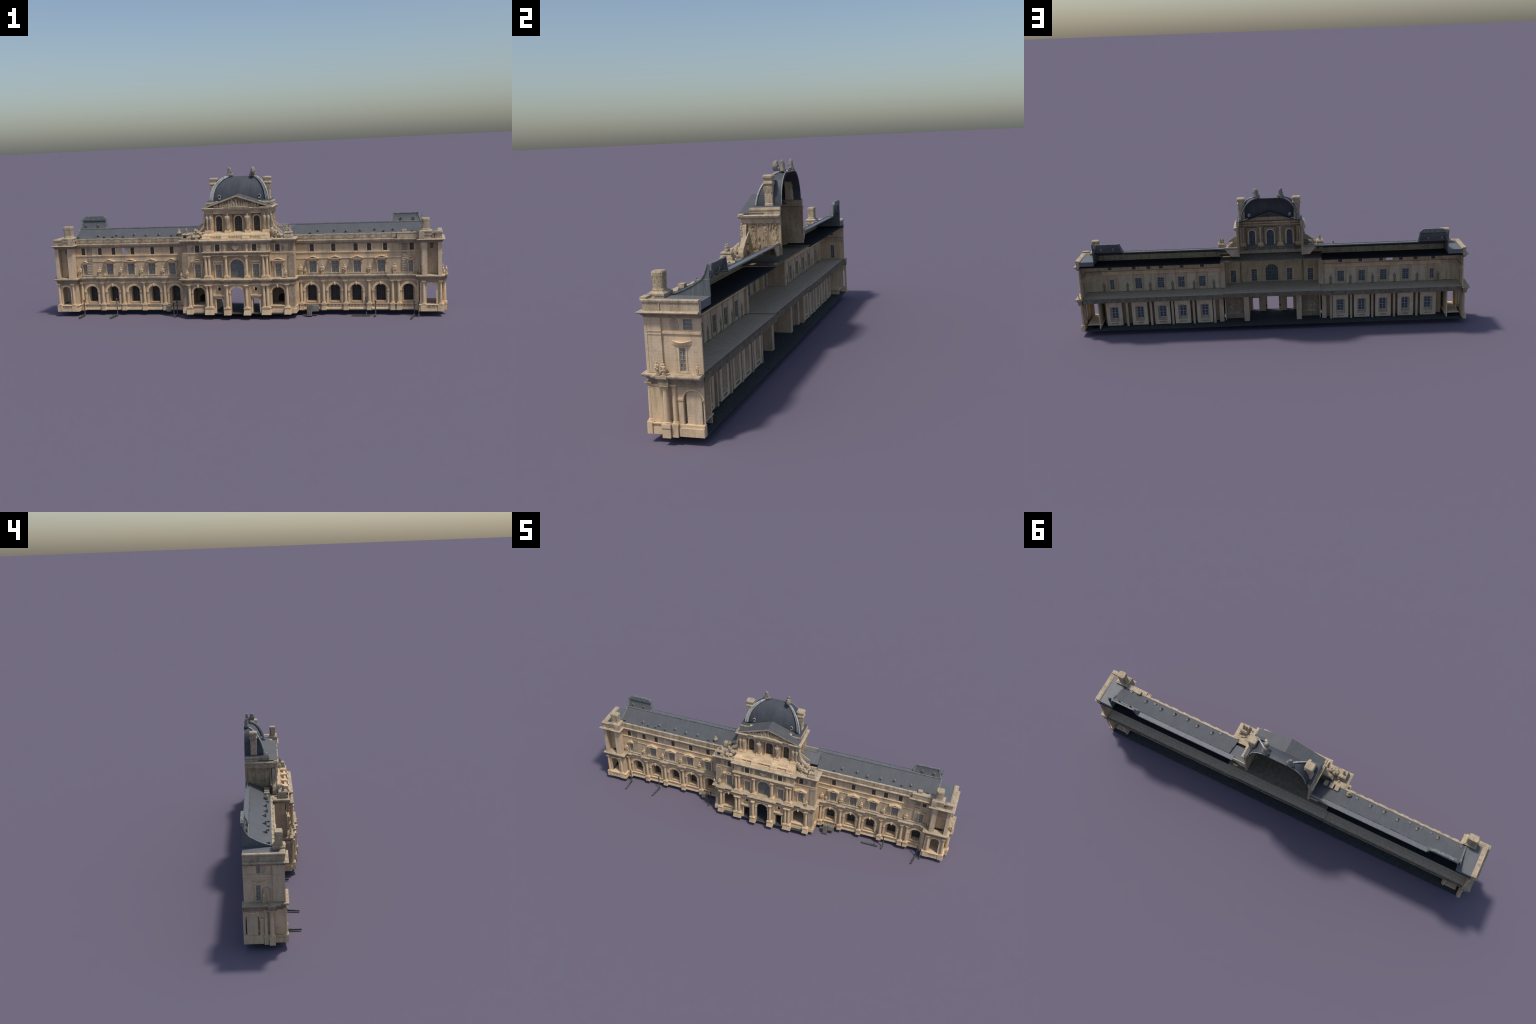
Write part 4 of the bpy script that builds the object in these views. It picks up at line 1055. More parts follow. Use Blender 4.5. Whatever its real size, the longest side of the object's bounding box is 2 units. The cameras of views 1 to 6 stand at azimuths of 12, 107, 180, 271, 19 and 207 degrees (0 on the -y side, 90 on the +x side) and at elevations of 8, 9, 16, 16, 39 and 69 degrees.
# entablatures
def entab(half, z):   # mirrored plan path, half given from the centre outwards
    return [(-x, y) for x, y in reversed(half)] + list(half)
low_path = entab([(0.0675, -0.1105), (0.0675, -0.0985), (0.1185, -0.0985), (0.1185, -0.1040), (0.1655, -0.1040), (0.1655, -0.0890), (0.2265, -0.0890), (0.2265, -0.0955), (0.2560, -0.0955), (0.2560, -0.0870), (0.2810, -0.0870), (0.2810, -0.002)], 0)
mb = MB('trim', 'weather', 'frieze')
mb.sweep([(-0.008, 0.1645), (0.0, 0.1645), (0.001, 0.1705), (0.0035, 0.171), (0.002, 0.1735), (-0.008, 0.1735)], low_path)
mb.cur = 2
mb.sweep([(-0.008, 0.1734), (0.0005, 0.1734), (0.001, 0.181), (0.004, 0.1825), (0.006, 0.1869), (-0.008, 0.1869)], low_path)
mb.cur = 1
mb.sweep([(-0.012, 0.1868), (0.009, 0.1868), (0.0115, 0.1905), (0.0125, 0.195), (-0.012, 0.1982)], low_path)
mb.box(-0.165, 0.165, -0.103, -0.073, 0.187, 0.1972); mb.box(-0.28, -0.162, -0.086, -0.060, 0.187, 0.1972); mb.box(0.162, 0.28, -0.086, -0.060, 0.187, 0.1972)
obj('lower_entablature', mb.mesh('lower_entablature'), palace)
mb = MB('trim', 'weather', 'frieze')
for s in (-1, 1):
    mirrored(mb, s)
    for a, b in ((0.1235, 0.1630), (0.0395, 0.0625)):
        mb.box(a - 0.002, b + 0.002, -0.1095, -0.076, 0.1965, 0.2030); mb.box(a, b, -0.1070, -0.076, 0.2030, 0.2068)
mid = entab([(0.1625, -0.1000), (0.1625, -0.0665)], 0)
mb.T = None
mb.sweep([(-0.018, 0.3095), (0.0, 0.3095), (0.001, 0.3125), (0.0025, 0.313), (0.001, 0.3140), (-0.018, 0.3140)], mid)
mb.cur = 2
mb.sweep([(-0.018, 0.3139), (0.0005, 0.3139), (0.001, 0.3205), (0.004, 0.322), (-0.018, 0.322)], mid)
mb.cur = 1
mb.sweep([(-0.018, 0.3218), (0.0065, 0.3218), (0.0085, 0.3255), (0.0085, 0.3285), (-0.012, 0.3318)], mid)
obj('middle_entablature', mb.mesh('middle_entablature'), palace)
top_path = entab([(0.1665, -0.0915), (0.1665, -0.0720), (0.2800, -0.0720), (0.2800, -0.002)], 0)
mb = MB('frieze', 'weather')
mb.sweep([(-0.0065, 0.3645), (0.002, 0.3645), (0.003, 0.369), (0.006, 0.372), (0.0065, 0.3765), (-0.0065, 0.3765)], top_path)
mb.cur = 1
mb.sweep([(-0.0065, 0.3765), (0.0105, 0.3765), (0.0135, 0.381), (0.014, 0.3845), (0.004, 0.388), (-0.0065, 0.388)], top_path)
mb.box(-0.1655, 0.1655, -0.0895, 0.002, 0.372, 0.3885)
for s in (-1, 1):
    mirrored(mb, s); mb.box(0.1657, 0.2778, -0.0662, 0.004, 0.372, 0.3872)
obj('main_cornice', mb.mesh('main_cornice'), palace)
mb = MB('trim')
for i in range(-27, 27): mb.box(i * 0.0061, i * 0.0061 + 0.0032, -0.0985, -0.0935, 0.3722, 0.3762)
obj('dentil', mb.mesh('dentil'), palace, stuff=True)

for x, y, k in ((-0.2515, -0.0865, 0.88), (-0.2850, -0.0800, 0.6), (0.2400, -0.0885, 0.85)):
    obj('statue', ME_FIG[1], palace, (x, y, 0.1972), scale=(k, k, k))
# roof-top balustrade
mb = MB('weather', 'trim', 'facade')
mb.cur = 1
for a, b in ((-0.170, -0.127), (-0.0735, -0.0355), (0.0305, 0.0695), (0.1175, 0.1585)):
    mb.box(a, b, -0.0895, -0.050, 0.3885, 0.3945); mb.box(a, b, -0.0865, -0.052, 0.3945, 0.4060, top=(0.002, 0.003)); mb.box(a + 0.001, b - 0.001, -0.0845, -0.050, 0.406, 0.4125, top=(0.002, 0.003))
for a, b in ((-0.128, -0.073), (-0.036, 0.031), (0.069, 0.118)):
    mb.box(a, b, -0.0775, -0.0665, 0.4035, 0.4068); mb.box(a, b, -0.0815, -0.0645, 0.3885, 0.3935)
    balusters(mb, a + 0.001, b - 0.001, -0.072, 0.3935, 0.4035, 0.0058, 0.0034)
    c = (a + b) / 2; mb.box(c - 0.0025, c + 0.0025, -0.0785, -0.066, 0.3935, 0.4035)
mb.cur = 2
mb.prism_x([(-0.066, 0.388), (-0.030, 0.388), (-0.030, 0.4135), (-0.048, 0.408)], -0.1635, 0.1635)
obj('attic_balustrade', mb.mesh('attic_balustrade'), palace)

# attic storey
AX = [(0.0, 0.0185), (-0.0985, 0.0150), (0.0925, 0.0150)]
mb = MB('attic', 'inner')
edges = []
for c, h in sorted(AX):
    mb.wall(c - h - 0.0105, c + h + 0.0105, 0.3885, 0.5070, -0.004, 0.000, [(c - h, c + h, 0.4190, 0.4945 - h, h)])
    edges += [c - h - 0.0105, c + h + 0.0105]
    mb.box(c - h - 0.0103, c + h + 0.0103, -0.0175, -0.0003, 0.5048, 0.5068)
edges = [-0.159] + edges + [0.159]
for a, b in zip(edges[0::2], edges[1::2]):
    mb.box(a, b, -0.0190, -0.0150, 0.3885, 0.5070)
    for x in (a, b):
        if abs(x) < 0.15: mb.box(x - 0.0012, x + 0.0012, -0.0185, -0.0002, 0.3890, 0.5065)
mb.box(-0.159, 0.159, -0.0195, -0.0160, 0.5068, 0.5365)
mb.cur = 0
for s in (-1, 1):
    mb.T = lambda u, d, z, s=s: (s * (0.1605 - d), u, z)
    mb.wall(-0.0045, YB, 0.3900, 0.5365, 0.0, 0.006)
    # carved side panels
    for a, b, z0, z1 in ((0.006, 0.028, 0.415, 0.490), (0.046, 0.072, 0.412, 0.497), (0.088, 0.108, 0.410, 0.492)):
        mb.box(a, b, -0.0018, 0.001, z0, z1); mb.box(a + 0.004, b - 0.004, -0.0035, 0.001, z0 + 0.01, z1 - 0.012)
        mb.ribbon(arc((a + b) / 2, (b - a) / 2 + 0.002, z1, 0.010, 8), arc((a + b) / 2, (b - a) / 2 - 0.002, z1, 0.006, 8), -0.003, 0.001)
    mb.box(-0.004, YB - 0.0005, -0.0025, 0.001, 0.4000, 0.4080)
    mb.box(0.112, YB - 0.0003, -0.003, 0.001, 0.392, 0.5300)
mb.T = None
rnd = random.Random(21)
for s in (-1, 1):
    mb.T = lambda u, d, z, s=s: (s * (0.1605 - d), u, z)
    for k in range(46):
        u = rnd.choice((0.012, 0.020, 0.054, 0.064, 0.094, 0.102, 0.036, 0.080)) + rnd.uniform(-0.003, 0.003)
        mb.blob((u, -0.002, rnd.uniform(0.412, 0.505)), (rnd.uniform(0.002, 0.0045), 0.0035, rnd.uniform(0.004, 0.010)), 0.4, k, 6)
mb.T = None
attic = obj('attic_wall', mb.mesh('attic_wall'), palace)
for c, h in AX:
    wm = window_mesh(h, 0.4190, 0.4945 - h, h, 4, 6, 'darkglass', 'bardark', 'attic_window')
    obj('attic_window', wm, attic, (c, -0.0015, 0))
mb = MB('trim', 'zinc')
for c, h in AX:
    mb.ribbon(arc(c, h + 0.0075, 0.4945 - h, h + 0.006, 14), arc(c, h, 0.4945 - h, h, 14), -0.0075, -0.0035)
    for q in (-1, 1):
        a, b = sorted((c + q * h, c + q * (h + 0.007))); mb.box(a, b, -0.0070, -0.0035, 0.419, 0.4945 - h)
    mb.box(c - h - 0.008, c + h + 0.008, -0.014, -0.003, 0.4135, 0.4190)
    mb.cur = 1; mb.prism([(c - h - 0.012, 0.4175), (c + h + 0.012, 0.4175), (c + h + 0.002, 0.398), (c - h - 0.002, 0.398)], 0.0015, 0.012); mb.cur = 0
    mb.ribbon(arc(c, h + 0.0065, 0.4945 - h, h + 0.006, 14), arc(c, h, 0.4945 - h, h, 14), 0.0018, 0.0045)
for c, h in AX:
    for q in (-1, 1):
        a, b = sorted((c + q * h, c + q * (h + 0.006))); mb.box(a, b, -0.0005, 0.0025, 0.419, 0.4945 - h); mb.box(a - 0.001, b + 0.001, -0.0005, 0.0040, 0.4935 - h, 0.4965 - h)
mb.box(-0.158, 0.158, -0.0165, -0.0120, 0.5160, 0.5205); mb.box(-0.158, 0.158, -0.0165, -0.0100, 0.5290, 0.5350)
for x in (0.150, 0.138, 0.0505, -0.0505, -0.138, -0.150):
    mb.box(x - 0.0042, x + 0.0042, -0.0155, -0.0115, 0.425, 0.507); mb.box(x - 0.0055, x + 0.0055, -0.0155, -0.0100, 0.500, 0.507)
obj('window_surround', mb.mesh('window_surround'), attic)
def caryatid_mesh(seed, fat):
    mb = MB('carved'); h = 0.080
    prof = [(0.0060, 0), (0.0075, 0.004), (0.0050, 0.012), (0.0048, 0.026), (0.0070, 0.036), (0.0088, 0.044), (0.0076, 0.050), (0.0098, 0.058), (0.0080, 0.066), (0.0035, 0.070), (0.0048, 0.075), (0.0050, 0.080)]
    mb.lathe([(r * fat, z) for r, z in prof], seg=14, jitter=0.3, seed=seed)
    for s in (-1, 1): mb.blob((s * 0.0085 * fat, -0.001, 0.058), (0.003 * fat, 0.004, 0.011), 0.2, seed + s, 6)
    return mb.mesh('caryatid', smooth=True)
CA = [caryatid_mesh(3, 0.9), caryatid_mesh(8, 1.3)]
for s in (-1, 1):
    for x, k in ((0.1540, 0), (0.1355, 0), (0.0500, 1)):
        obj('caryatid', CA[k], attic, (s * x, -0.0262, 0.428), rot=x * 9)
mb = MB('trim', 'facade')
for s in (-1, 1):
    mirrored(mb, s)
    for a, b in ((0.1250, 0.1650), (0.0370, 0.0640)):
        mb.box(a - 0.002, b + 0.002, -0.0355, -0.003, 0.411, 0.4225); mb.box(a, b, -0.0325, -0.003, 0.4225, 0.4285)
    mb.box(0.1260, 0.1600, -0.0205, -0.0155, 0.4280, 0.508); mb.box(0.040, 0.0600, -0.0205, -0.0155, 0.428, 0.508)
mb.T = None
mb.cur = 1
mb.prism_x([(-0.050, 0.405), (-0.004, 0.405), (-0.004, 0.4165), (-0.016, 0.4165), (-0.028, 0.412)], -0.163, 0.163)
obj('attic_plinth', mb.mesh('attic_plinth'), attic)
ap = entab([(0.0650, -0.0270), (0.0650, -0.0185), (0.1245, -0.0185), (0.1245, -0.0270), (0.1650, -0.0270), (0.1650, YB - 0.0004)], 0)
mb = MB('carved', 'weather')
mb.sweep([(-0.003, 0.5065), (0.0, 0.5065), (0.002, 0.512), (0.0, 0.5135), (0.001, 0.5225), (0.005, 0.5245), (-0.003, 0.5245)], ap)
mb.cur = 1
mb.sweep([(-0.006, 0.5243), (0.006, 0.5243), (0.0115, 0.529), (0.0135, 0.535), (0.006, 0.5385), (-0.003, 0.5385)], ap)
mb.box(-0.160, 0.160, -0.0250, -0.0180, 0.5075, 0.538)
for s in (-1, 1):
    mirrored(mb, s)
    mb.box(0.153, 0.1635, 0.004, YB - 0.001, 0.538, 0.5495)
mb.T = None
mb.sweep([(-0.010, 0.5490), (0.000, 0.5490), (0.005, 0.553), (0.005, 0.557), (0.003, 0.5645), (-0.010, 0.5665)], [(-0.1600, YB - 0.0002), (-0.1600, 0.008), (0.1600, 0.008), (0.1600, YB - 0.0002)])
obj('attic_cornice', mb.mesh('attic_cornice'), palace)
mb = MB('dome')
mb.sweep([(-0.015, 0.5635), (0.0, 0.5635), (0.0005, 0.5655), (-0.002, 0.5675), (-0.015, 0.5685)], [(-0.1628, YB - 0.001), (-0.1628, 0.005), (-0.115, 0.005)])
mb.sweep([(-0.015, 0.5635), (0.0, 0.5635), (0.0005, 0.5655), (-0.002, 0.5675), (-0.015, 0.5685)], [(0.115, 0.005), (0.1628, 0.005), (0.1628, YB - 0.001)])
obj('roof_gutter', mb.mesh('roof_gutter'), palace)

# pediment with figure group, slate gable roof behind
PB, PA, PW = 0.5385, 0.5985, 0.1755
mb = MB('weather', 'carved', 'frieze')
mb.ribbon([(-PW, PB + 0.001), (0, PA), (PW, PB + 0.001)], [(-PW + 0.020, PB), (0, PA - 0.0085), (PW - 0.020, PB)], -0.0352, -0.0165)
mb.cur = 2
mb.prism([(-PW + 0.018, PB - 0.001), (PW - 0.018, PB - 0.001), (0, PA - 0.006)], -0.0205, -0.0165)
mb.cur = 0
mb.prism([(-0.066, 0.5375), (0.066, 0.5375), (0.030, 0.543), (0.0, 0.5455), (-0.030, 0.543)], -0.0400, -0.0175)
ped = obj('pediment', mb.mesh('pediment'), palace)
mb = MB('carved'); rnd = random.Random(11)
x = -0.112
while x < 0.112:
    hmax = (PA - PB - 0.012) * (1 - abs(x) / (PW - 0.010))
    w = rnd.uniform(0.006, 0.0105)
    hh = hmax * rnd.uniform(0.62, 0.98)
    mb.blob((x, -0.0225, PB + hh * 0.40), (w, 0.0055, hh * 0.45), 0.45, x * 90, 9)
    mb.blob((x + rnd.uniform(-0.004, 0.004), -0.0250, PB + hh * 0.66), (w * 0.6, 0.0045, hh * 0.24), 0.3, x * 50, 7)
    mb.blob((x + rnd.uniform(-0.004, 0.004), -0.0260, PB + hh * 0.93), (0.0032, 0.0032, 0.0042), 0.2, x * 70, 6)
    x += w * rnd.uniform(1.25, 1.9)
obj('pediment_sculpture', mb.mesh('pediment_sculpture', smooth=True), ped)
mb = MB('slate', 'void')
for s in (-1, 1):
    mirrored(mb, s)
    mb.prism([(0, PA + 0.0018), (PW - 0.010, PB + 0.0055), (PW - 0.010, PB + 0.003), (0, PA - 0.002)], -0.0345, 0.0600)
    mb.cur = 1
    mb.prism([(0.085, PB + 0.0005), (0.135, PB + 0.0005), (0.090, PB + 0.0165)], -0.0215, -0.0200)
    mb.cur = 0
obj('pediment_roof', mb.mesh('pediment_roof'), palace)

# square dome: four-sided curved roof, sliced open at the back
DZ, DH = 0.5660, 0.1170
def dome_pt(f):
    """corner rib line of the dome at height fraction f: half width, depth, height"""
    c = math.sqrt(max(0, 1 - f * f))
    return 0.0585 + 0.0885 * c ** 1.06, 0.027 + 0.078 * (1 - c) ** 0.88, DZ + DH * f
N = 22
fr = [math.sin(math.pi / 2 * i / N) for i in range(N + 1)]
REC = 0.012          # front face lies behind the corner ribs
def front_pt(u, f, inset=0.0):
    x, y, z = dome_pt(f)
    e = min(1, (1 - abs(u)) / 0.10)
    rec = REC * e * (0.62 + 0.38 * abs(u))
    return (u * (x - inset), min(y + rec + inset, YB - 0.001), z - inset * (0.3 + 0.7 * f))
def back_half(f):
    return dome_pt(f)[0] * 0.95
mb = MB('dome')
US = [-1, -0.95, -0.9, -0.75, -0.6, -0.4, -0.2, 0, 0.2, 0.4, 0.6, 0.75, 0.9, 0.95, 1]
def f_low(u):        # the gable roof of the pediment cuts into the front face
    zr = 0.5985 - 0.060 * abs(u) * 0.147 / 0.1755
    return max(0.0, (zr - 0.0065 - DZ) / DH)
for inset in (0.0, 0.0035):
    grid = []
    for u in US:
        f0 = f_low(u); t0 = math.asin(f0)
        grid.append([front_pt(u, math.sin(t0 + (math.pi / 2 - t0) * i / N), inset) for i in range(N + 1)])
    vs = [p for col in grid for p in col]
    mb.add(vs, [(a * (N + 1) + i, (a + 1) * (N + 1) + i, (a + 1) * (N + 1) + i + 1, a * (N + 1) + i + 1) for a in range(len(US) - 1) for i in range(N)])
    # crown strip from the top of the front face to the cut
    tops = [c[-1] for c in grid]
    mb.add(tops + [(p[0], YB, p[2]) for p in tops], [(k, k + 1, len(tops) + k + 1, len(tops) + k) for k in range(len(tops) - 1)])
    for s in (-1, 1):
        side = []
        for f in fr:
            p = front_pt(s, f, inset); side.append(p)
        bk = [(s * (back_half(f) - inset), YB, dome_pt(f)[2] - inset * (0.3 + 0.7 * f)) for f in fr]
        mb.add(side + bk, [(i, i + 1, N + 2 + i, N + 1 + i) for i in range(N)])
for s in (-1, 1):
    o = [(s * back_half(f), YB, dome_pt(f)[2]) for f in fr]; q = [(s * (back_half(f) - 0.0035), YB, dome_pt(f)[2] - 0.0035 * (0.3 + 0.7 * f)) for f in fr]
    mb.add(o + q, [(i, i + 1, N + 2 + i, N + 1 + i) for i in range(N)])
zt = DZ + DH; xt = dome_pt(1)[0]
mb.add([(-xt, YB, zt), (xt, YB, zt), (xt - 0.0035, YB, zt - 0.0035), (-xt + 0.0035, YB, zt - 0.0035)], [(0, 1, 2, 3)])
dome = obj('dome', mb.mesh('dome'), palace)
def tube(mb, pts, r, seg=8, sx=1.0):
    vs = []; n = len(pts)
    for i, p in enumerate(pts):
        p = Vector(p); t = (Vector(pts[min(i + 1, n - 1)]) - Vector(pts[max(i - 1, 0)])).normalized()
        a = t.cross(Vector((0, 1, 0)));
        if a.length < 1e-4: a = Vector((1, 0, 0))
        a.normalize(); b = t.cross(a).normalized()
        for k in range(seg):
            w = 2 * math.pi * k / seg
            vs.append(tuple(p + a * (r * sx * math.cos(w)) + b * (r * math.sin(w))))
    fs = [(i * seg + k, i * seg + (k + 1) % seg, (i + 1) * seg + (k + 1) % seg, (i + 1) * seg + k) for i in range(n - 1) for k in range(seg)]
    fs += [tuple(range(seg)), tuple((n - 1) * seg + k for k in range(seg))]
    mb.add(vs, fs)
ribm = MB('lead')
for s in (-1, 1):
    main = []; side = []; side2 = []
    for f in fr:
        x, y, z = dome_pt(f)
        main.append((s * (x + 0.0005), y - 0.0005, z + 0.002 * f))
        side.append((s * (x - 0.0140 + 0.003 * f), y + 0.0040, z + 0.0008)); side2.append((s * (x - 0.0070), y + 0.0008, z + 0.0018))
    tube(ribm, main, 0.0036); tube(ribm, side, 0.0017, 6); tube(ribm, side2, 0.0012, 6)
    n = len(main)
    ribm.add(main + side + [(p[0], p[1] + 0.003, p[2] - 0.002) for p in main] + [(p[0], p[1] + 0.003, p[2] - 0.002) for p in side],
             [(k, k + 1, n + k + 1, n + k) for k in range(n - 1)] + [(n + k, n + k + 1, 3 * n + k + 1, 3 * n + k) for k in range(n - 1)])
    back = []
    for f in fr:
        x, y, z = dome_pt(f); back.append((s * back_half(f), YB - 0.001, z + 0.001))
    tube(ribm, back, 0.0012, 6)
obj('dome_rib', ribm.mesh('dome_rib', smooth=True), dome)
mb = MB('lead', 'void')
for s in (-1, 1):
    cx, cz, yy = s * 0.1015, 0.5875, 0.0435
    mb.T = lambda x, y, z, cx=cx, cz=cz, yy=yy: (cx + x, yy + z, cz + y)
    mb.cur = 0
    mb.lathe([(0.0070, 0.010), (0.0072, -0.004), (0.0082, -0.0062), (0.0076, -0.0078), (0.0060, -0.0079)], seg=18)
    mb.cur = 1; mb.lathe([(0.0056, -0.0080), (0.005, -0.0086)], seg=14)
    mb.T = None; mb.cur = 0
    mb.box(cx - 0.0055, cx + 0.0055, 0.036, 0.044, 0.5740, 0.5820)
mb.T = None
obj('bulls_eye_dormer', mb.mesh('bulls_eye_dormer'), dome)
# chimneys flanking the dome
for s in (-1, 1):
    mb = MB('chimney', 'weather')
    rows = [(0.0165, 0.0165, 0.5665), (0.0165, 0.0165, 0.574), (0.0145, 0.0155, 0.578), (0.0150, 0.0155, 0.600), (0.0140, 0.0150, 0.612), (0.0165, 0.0160, 0.622), (0.0170, 0.0165, 0.636), (0.0150, 0.0160, 0.643),
            (0.0205, 0.0185, 0.647), (0.0205, 0.0185, 0.652), (0.0160, 0.0160, 0.656), (0.0165, 0.0165, 0.663), (0.0205, 0.0185, 0.669), (0.0210, 0.0190, 0.675), (0.0175, 0.0160, 0.6795)]
    seg = 24; vs = []
    for hx, hy, z in rows:
        for k in range(seg):
            a = 2 * math.pi * k / seg; c, si = math.cos(a), math.sin(a)
            w = 1 + (0.15 if z < 0.645 and z > 0.58 else 0.02) * mnoise.noise(Vector((c * 4 + s, si * 4, z * 130)))
            vs.append((s * 0.1365 + hx * w * math.copysign(abs(c) ** 0.3, c), 0.0755 + hy * w * math.copysign(abs(si) ** 0.3, si), z))
    fs = [(i * seg + k, i * seg + (k + 1) % seg, (i + 1) * seg + (k + 1) % seg, (i + 1) * seg + k) for i in range(len(rows) - 1) for k in range(seg)]
    fs.append(tuple((len(rows) - 1) * seg + k for k in range(seg)))
    mb.add(vs, fs)
    mb.mi = [1 if i >= 7 * seg else 0 for i in range(len(mb.mi))]
    obj('dome_chimney', mb.mesh('dome_chimney'), palace)
# crowning figures
def crown_mesh():
    mb = MB('grey')
    mb.lathe([(0.0185, -0.004), (0.0155, 0.002), (0.0120, 0.009), (0.0100, 0.018), (0.0092, 0.026), (0.0075, 0.032), (0.0050, 0.036), (0.0015, 0.0395)], seg=16, sy=0.72, jitter=0.35, seed=4)
    mb.blob((-0.004, -0.002, 0.031), (0.0055, 0.005, 0.0085), 0.25, 2); mb.blob((0.005, -0.004, 0.016), (0.006, 0.005, 0.009), 0.3, 5)
    mb.blob((0.009, 0, 0.004), (0.009, 0.007, 0.006), 0.3, 7)
    return mb.mesh('crowning_figure', smooth=True)
CR = crown_mesh()
obj('crowning_figure', CR, dome, (-0.0590, 0.1075, 0.6895)); obj('crowning_figure', CR, dome, (0.0590, 0.1075, 0.6895), scale=(-1, 1, 1))
mb = MB('grey')
mb.blob((0.0665, 0.0815, 0.7060), (0.0115, 0.0125, 0.0170), 0.35, 6, 10); mb.blob((0.0650, 0.0825, 0.7200), (0.0085, 0.0085, 0.0070), 0.25, 2, 8)
mb.blob((0.0640, 0.0930, 0.6960), (0.0090, 0.0100, 0.0080), 0.3, 9, 8)
obj('crowning_figure', mb.mesh('crouching_figure', smooth=True), dome)

# scrolled buttresses, sculpture terraces, gable pieces beside the attic
for s in (-1, 1):
    mb = mirrored(MB('carved'), s)
    o = [(0.1600, 0.5060), (0.1690, 0.5000), (0.1725, 0.4850), (0.1740, 0.4650), (0.1800, 0.4480), (0.1930, 0.4330), (0.2080, 0.4220), (0.2180, 0.4080), (0.2200, 0.3900)]
    i2 = [(0.1600, 0.4960), (0.1630, 0.4930), (0.1640, 0.4800), (0.1650, 0.4600), (0.1700, 0.4400), (0.1850, 0.4250), (0.2000, 0.4130), (0.2080, 0.4020), (0.2100, 0.3900)]
    mb.ribbon(o, i2, -0.0265, -0.0080)
    mb.prism([(0.160, 0.388), (0.210, 0.388), (0.1990, 0.4125), (0.1845, 0.4245), (0.1695, 0.4395), (0.160, 0.470)], -0.0210, -0.0120)
    for k in range(5): mb.blob((0.166 + 0.002 * k, -0.0255, 0.504 - 0.010 * k), (0.005, 0.004, 0.006), 0.3, k, 6)
    obj('scroll_buttress', mb.mesh('scroll_buttress'), palace)
    mb = mirrored(MB('weather'), s)
    mb.prism([(0.234, 0.4370), (0.1950, 0.3900), (0.1600, 0.3895), (0.1600, 0.4370)], 0.1085, 0.1125)
    mb.prism([(0.222, 0.4370), (0.1600, 0.4370), (0.1600, 0.4780)], -0.0040, 0.0000)
    obj('roof_end_wall', mb.mesh('roof_end_wall'), palace)
    # trophies and seated figures on the terrace
    rnd = random.Random(60 + s)
    mb = mirrored(MB('carved'), s)
    if s > 0:
        lumps = [(0.172, -0.040, 0.418, 0.010, 0.020), (0.181, -0.045, 0.412, 0.011, 0.018), (0.193, -0.048, 0.405, 0.011, 0.017), (0.206, -0.045, 0.402, 0.011, 0.014),
                 (0.218, -0.048, 0.397, 0.010, 0.010), (0.190, -0.030, 0.410, 0.010, 0.014), (0.225, -0.030, 0.394, 0.010, 0.008)]
    else:
        lumps = [(0.176, -0.040, 0.408, 0.012, 0.014), (0.190, -0.044, 0.408, 0.012, 0.018), (0.203, -0.044, 0.416, 0.009, 0.018), (0.214, -0.036, 0.420, 0.009, 0.019),
                 (0.222, -0.046, 0.405, 0.011, 0.017), (0.234, -0.045, 0.398, 0.010, 0.011), (0.198, -0.060, 0.399, 0.013, 0.010), (0.216, -0.060, 0.398, 0.012, 0.010)]
    for k, (x, y, z, r, h) in enumerate(lumps):
        mb.blob((x, y, z), (r, r * 0.95, h), 0.35, k + s * 3)
        for j in range(3):
            mb.blob((x + rnd.uniform(-r, r), y - rnd.uniform(0, r), z + rnd.uniform(-0.3, 0.8) * h), (r * 0.42,) * 3, 0.3, k * 3 + j, 6)
    for k in range(14):
        mb.blob((rnd.uniform(0.170, 0.262), rnd.uniform(-0.072, -0.012), 0.389), (rnd.uniform(0.005, 0.010), 0.006, rnd.uniform(0.003, 0.007)), 0.4, k, 6)
    obj('trophy_sculpture', mb.mesh('trophy_sculpture', smooth=True), palace)
    mb = mirrored(MB('weather', 'void'), s)
    mb.box(0.2340, 0.2750, -0.0790, -0.0300, 0.3875, 0.3985); mb.box(0.2360, 0.2730, -0.0770, -0.0330, 0.3985, 0.4130, top=(0.004, 0.004)); mb.box(0.2360, 0.2730, -0.0770, -0.0330, 0.4130, 0.4185, top=(0.003, 0.004))
    if s < 0:
        mb.cur = 1; mb.box(0.2490, 0.2640, -0.0800, -0.070, 0.4000, 0.4090)
    obj('terrace_pedestal', mb.mesh('terrace_pedestal'), palace)
    mb = mirrored(MB('carved'), s)
    spots = ((0.2475, -0.053), (0.2610, -0.055)) if s > 0 else ((0.2540, -0.056),)
    for k, (x, y) in enumerate(spots):
        mb.blob((x, y, 0.4225), (0.0068, 0.0070, 0.0085), 0.3, k); mb.blob((x, y - 0.001, 0.4335), (0.0052, 0.0055, 0.0085), 0.3, k + 4)
        mb.blob((x + 0.001, y - 0.002, 0.4420), (0.0036,) * 3, 0.2, k + 2); mb.blob((x - 0.004, y - 0.004, 0.4290), (0.003, 0.004, 0.006), 0.2, k, 6)
    obj('seated_figure', mb.mesh('seated_figure', smooth=True), palace)
mb = MB('weather')
mb.box(0.1615, 0.262, 0.0035, 0.0150, 0.386, 0.3900); mb.box(0.1615, 0.215, 0.015, 0.040, 0.386, 0.3905)
mb.box(-0.262, -0.1615, 0.0035, 0.0120, 0.386, 0.3905)
obj('terrace_slab', mb.mesh('terrace_slab'), palace)
mb = MB('carved')
for x in (-0.200, -0.2275, -0.255): mb.box(x - 0.0115, x + 0.0115, 0.006, 0.034, 0.3900, 0.4150 + 0.002 * (x + 0.2275) / 0.0275, top=(0.002, 0.002))
obj('roof_block', mb.mesh('roof_block'), palace)

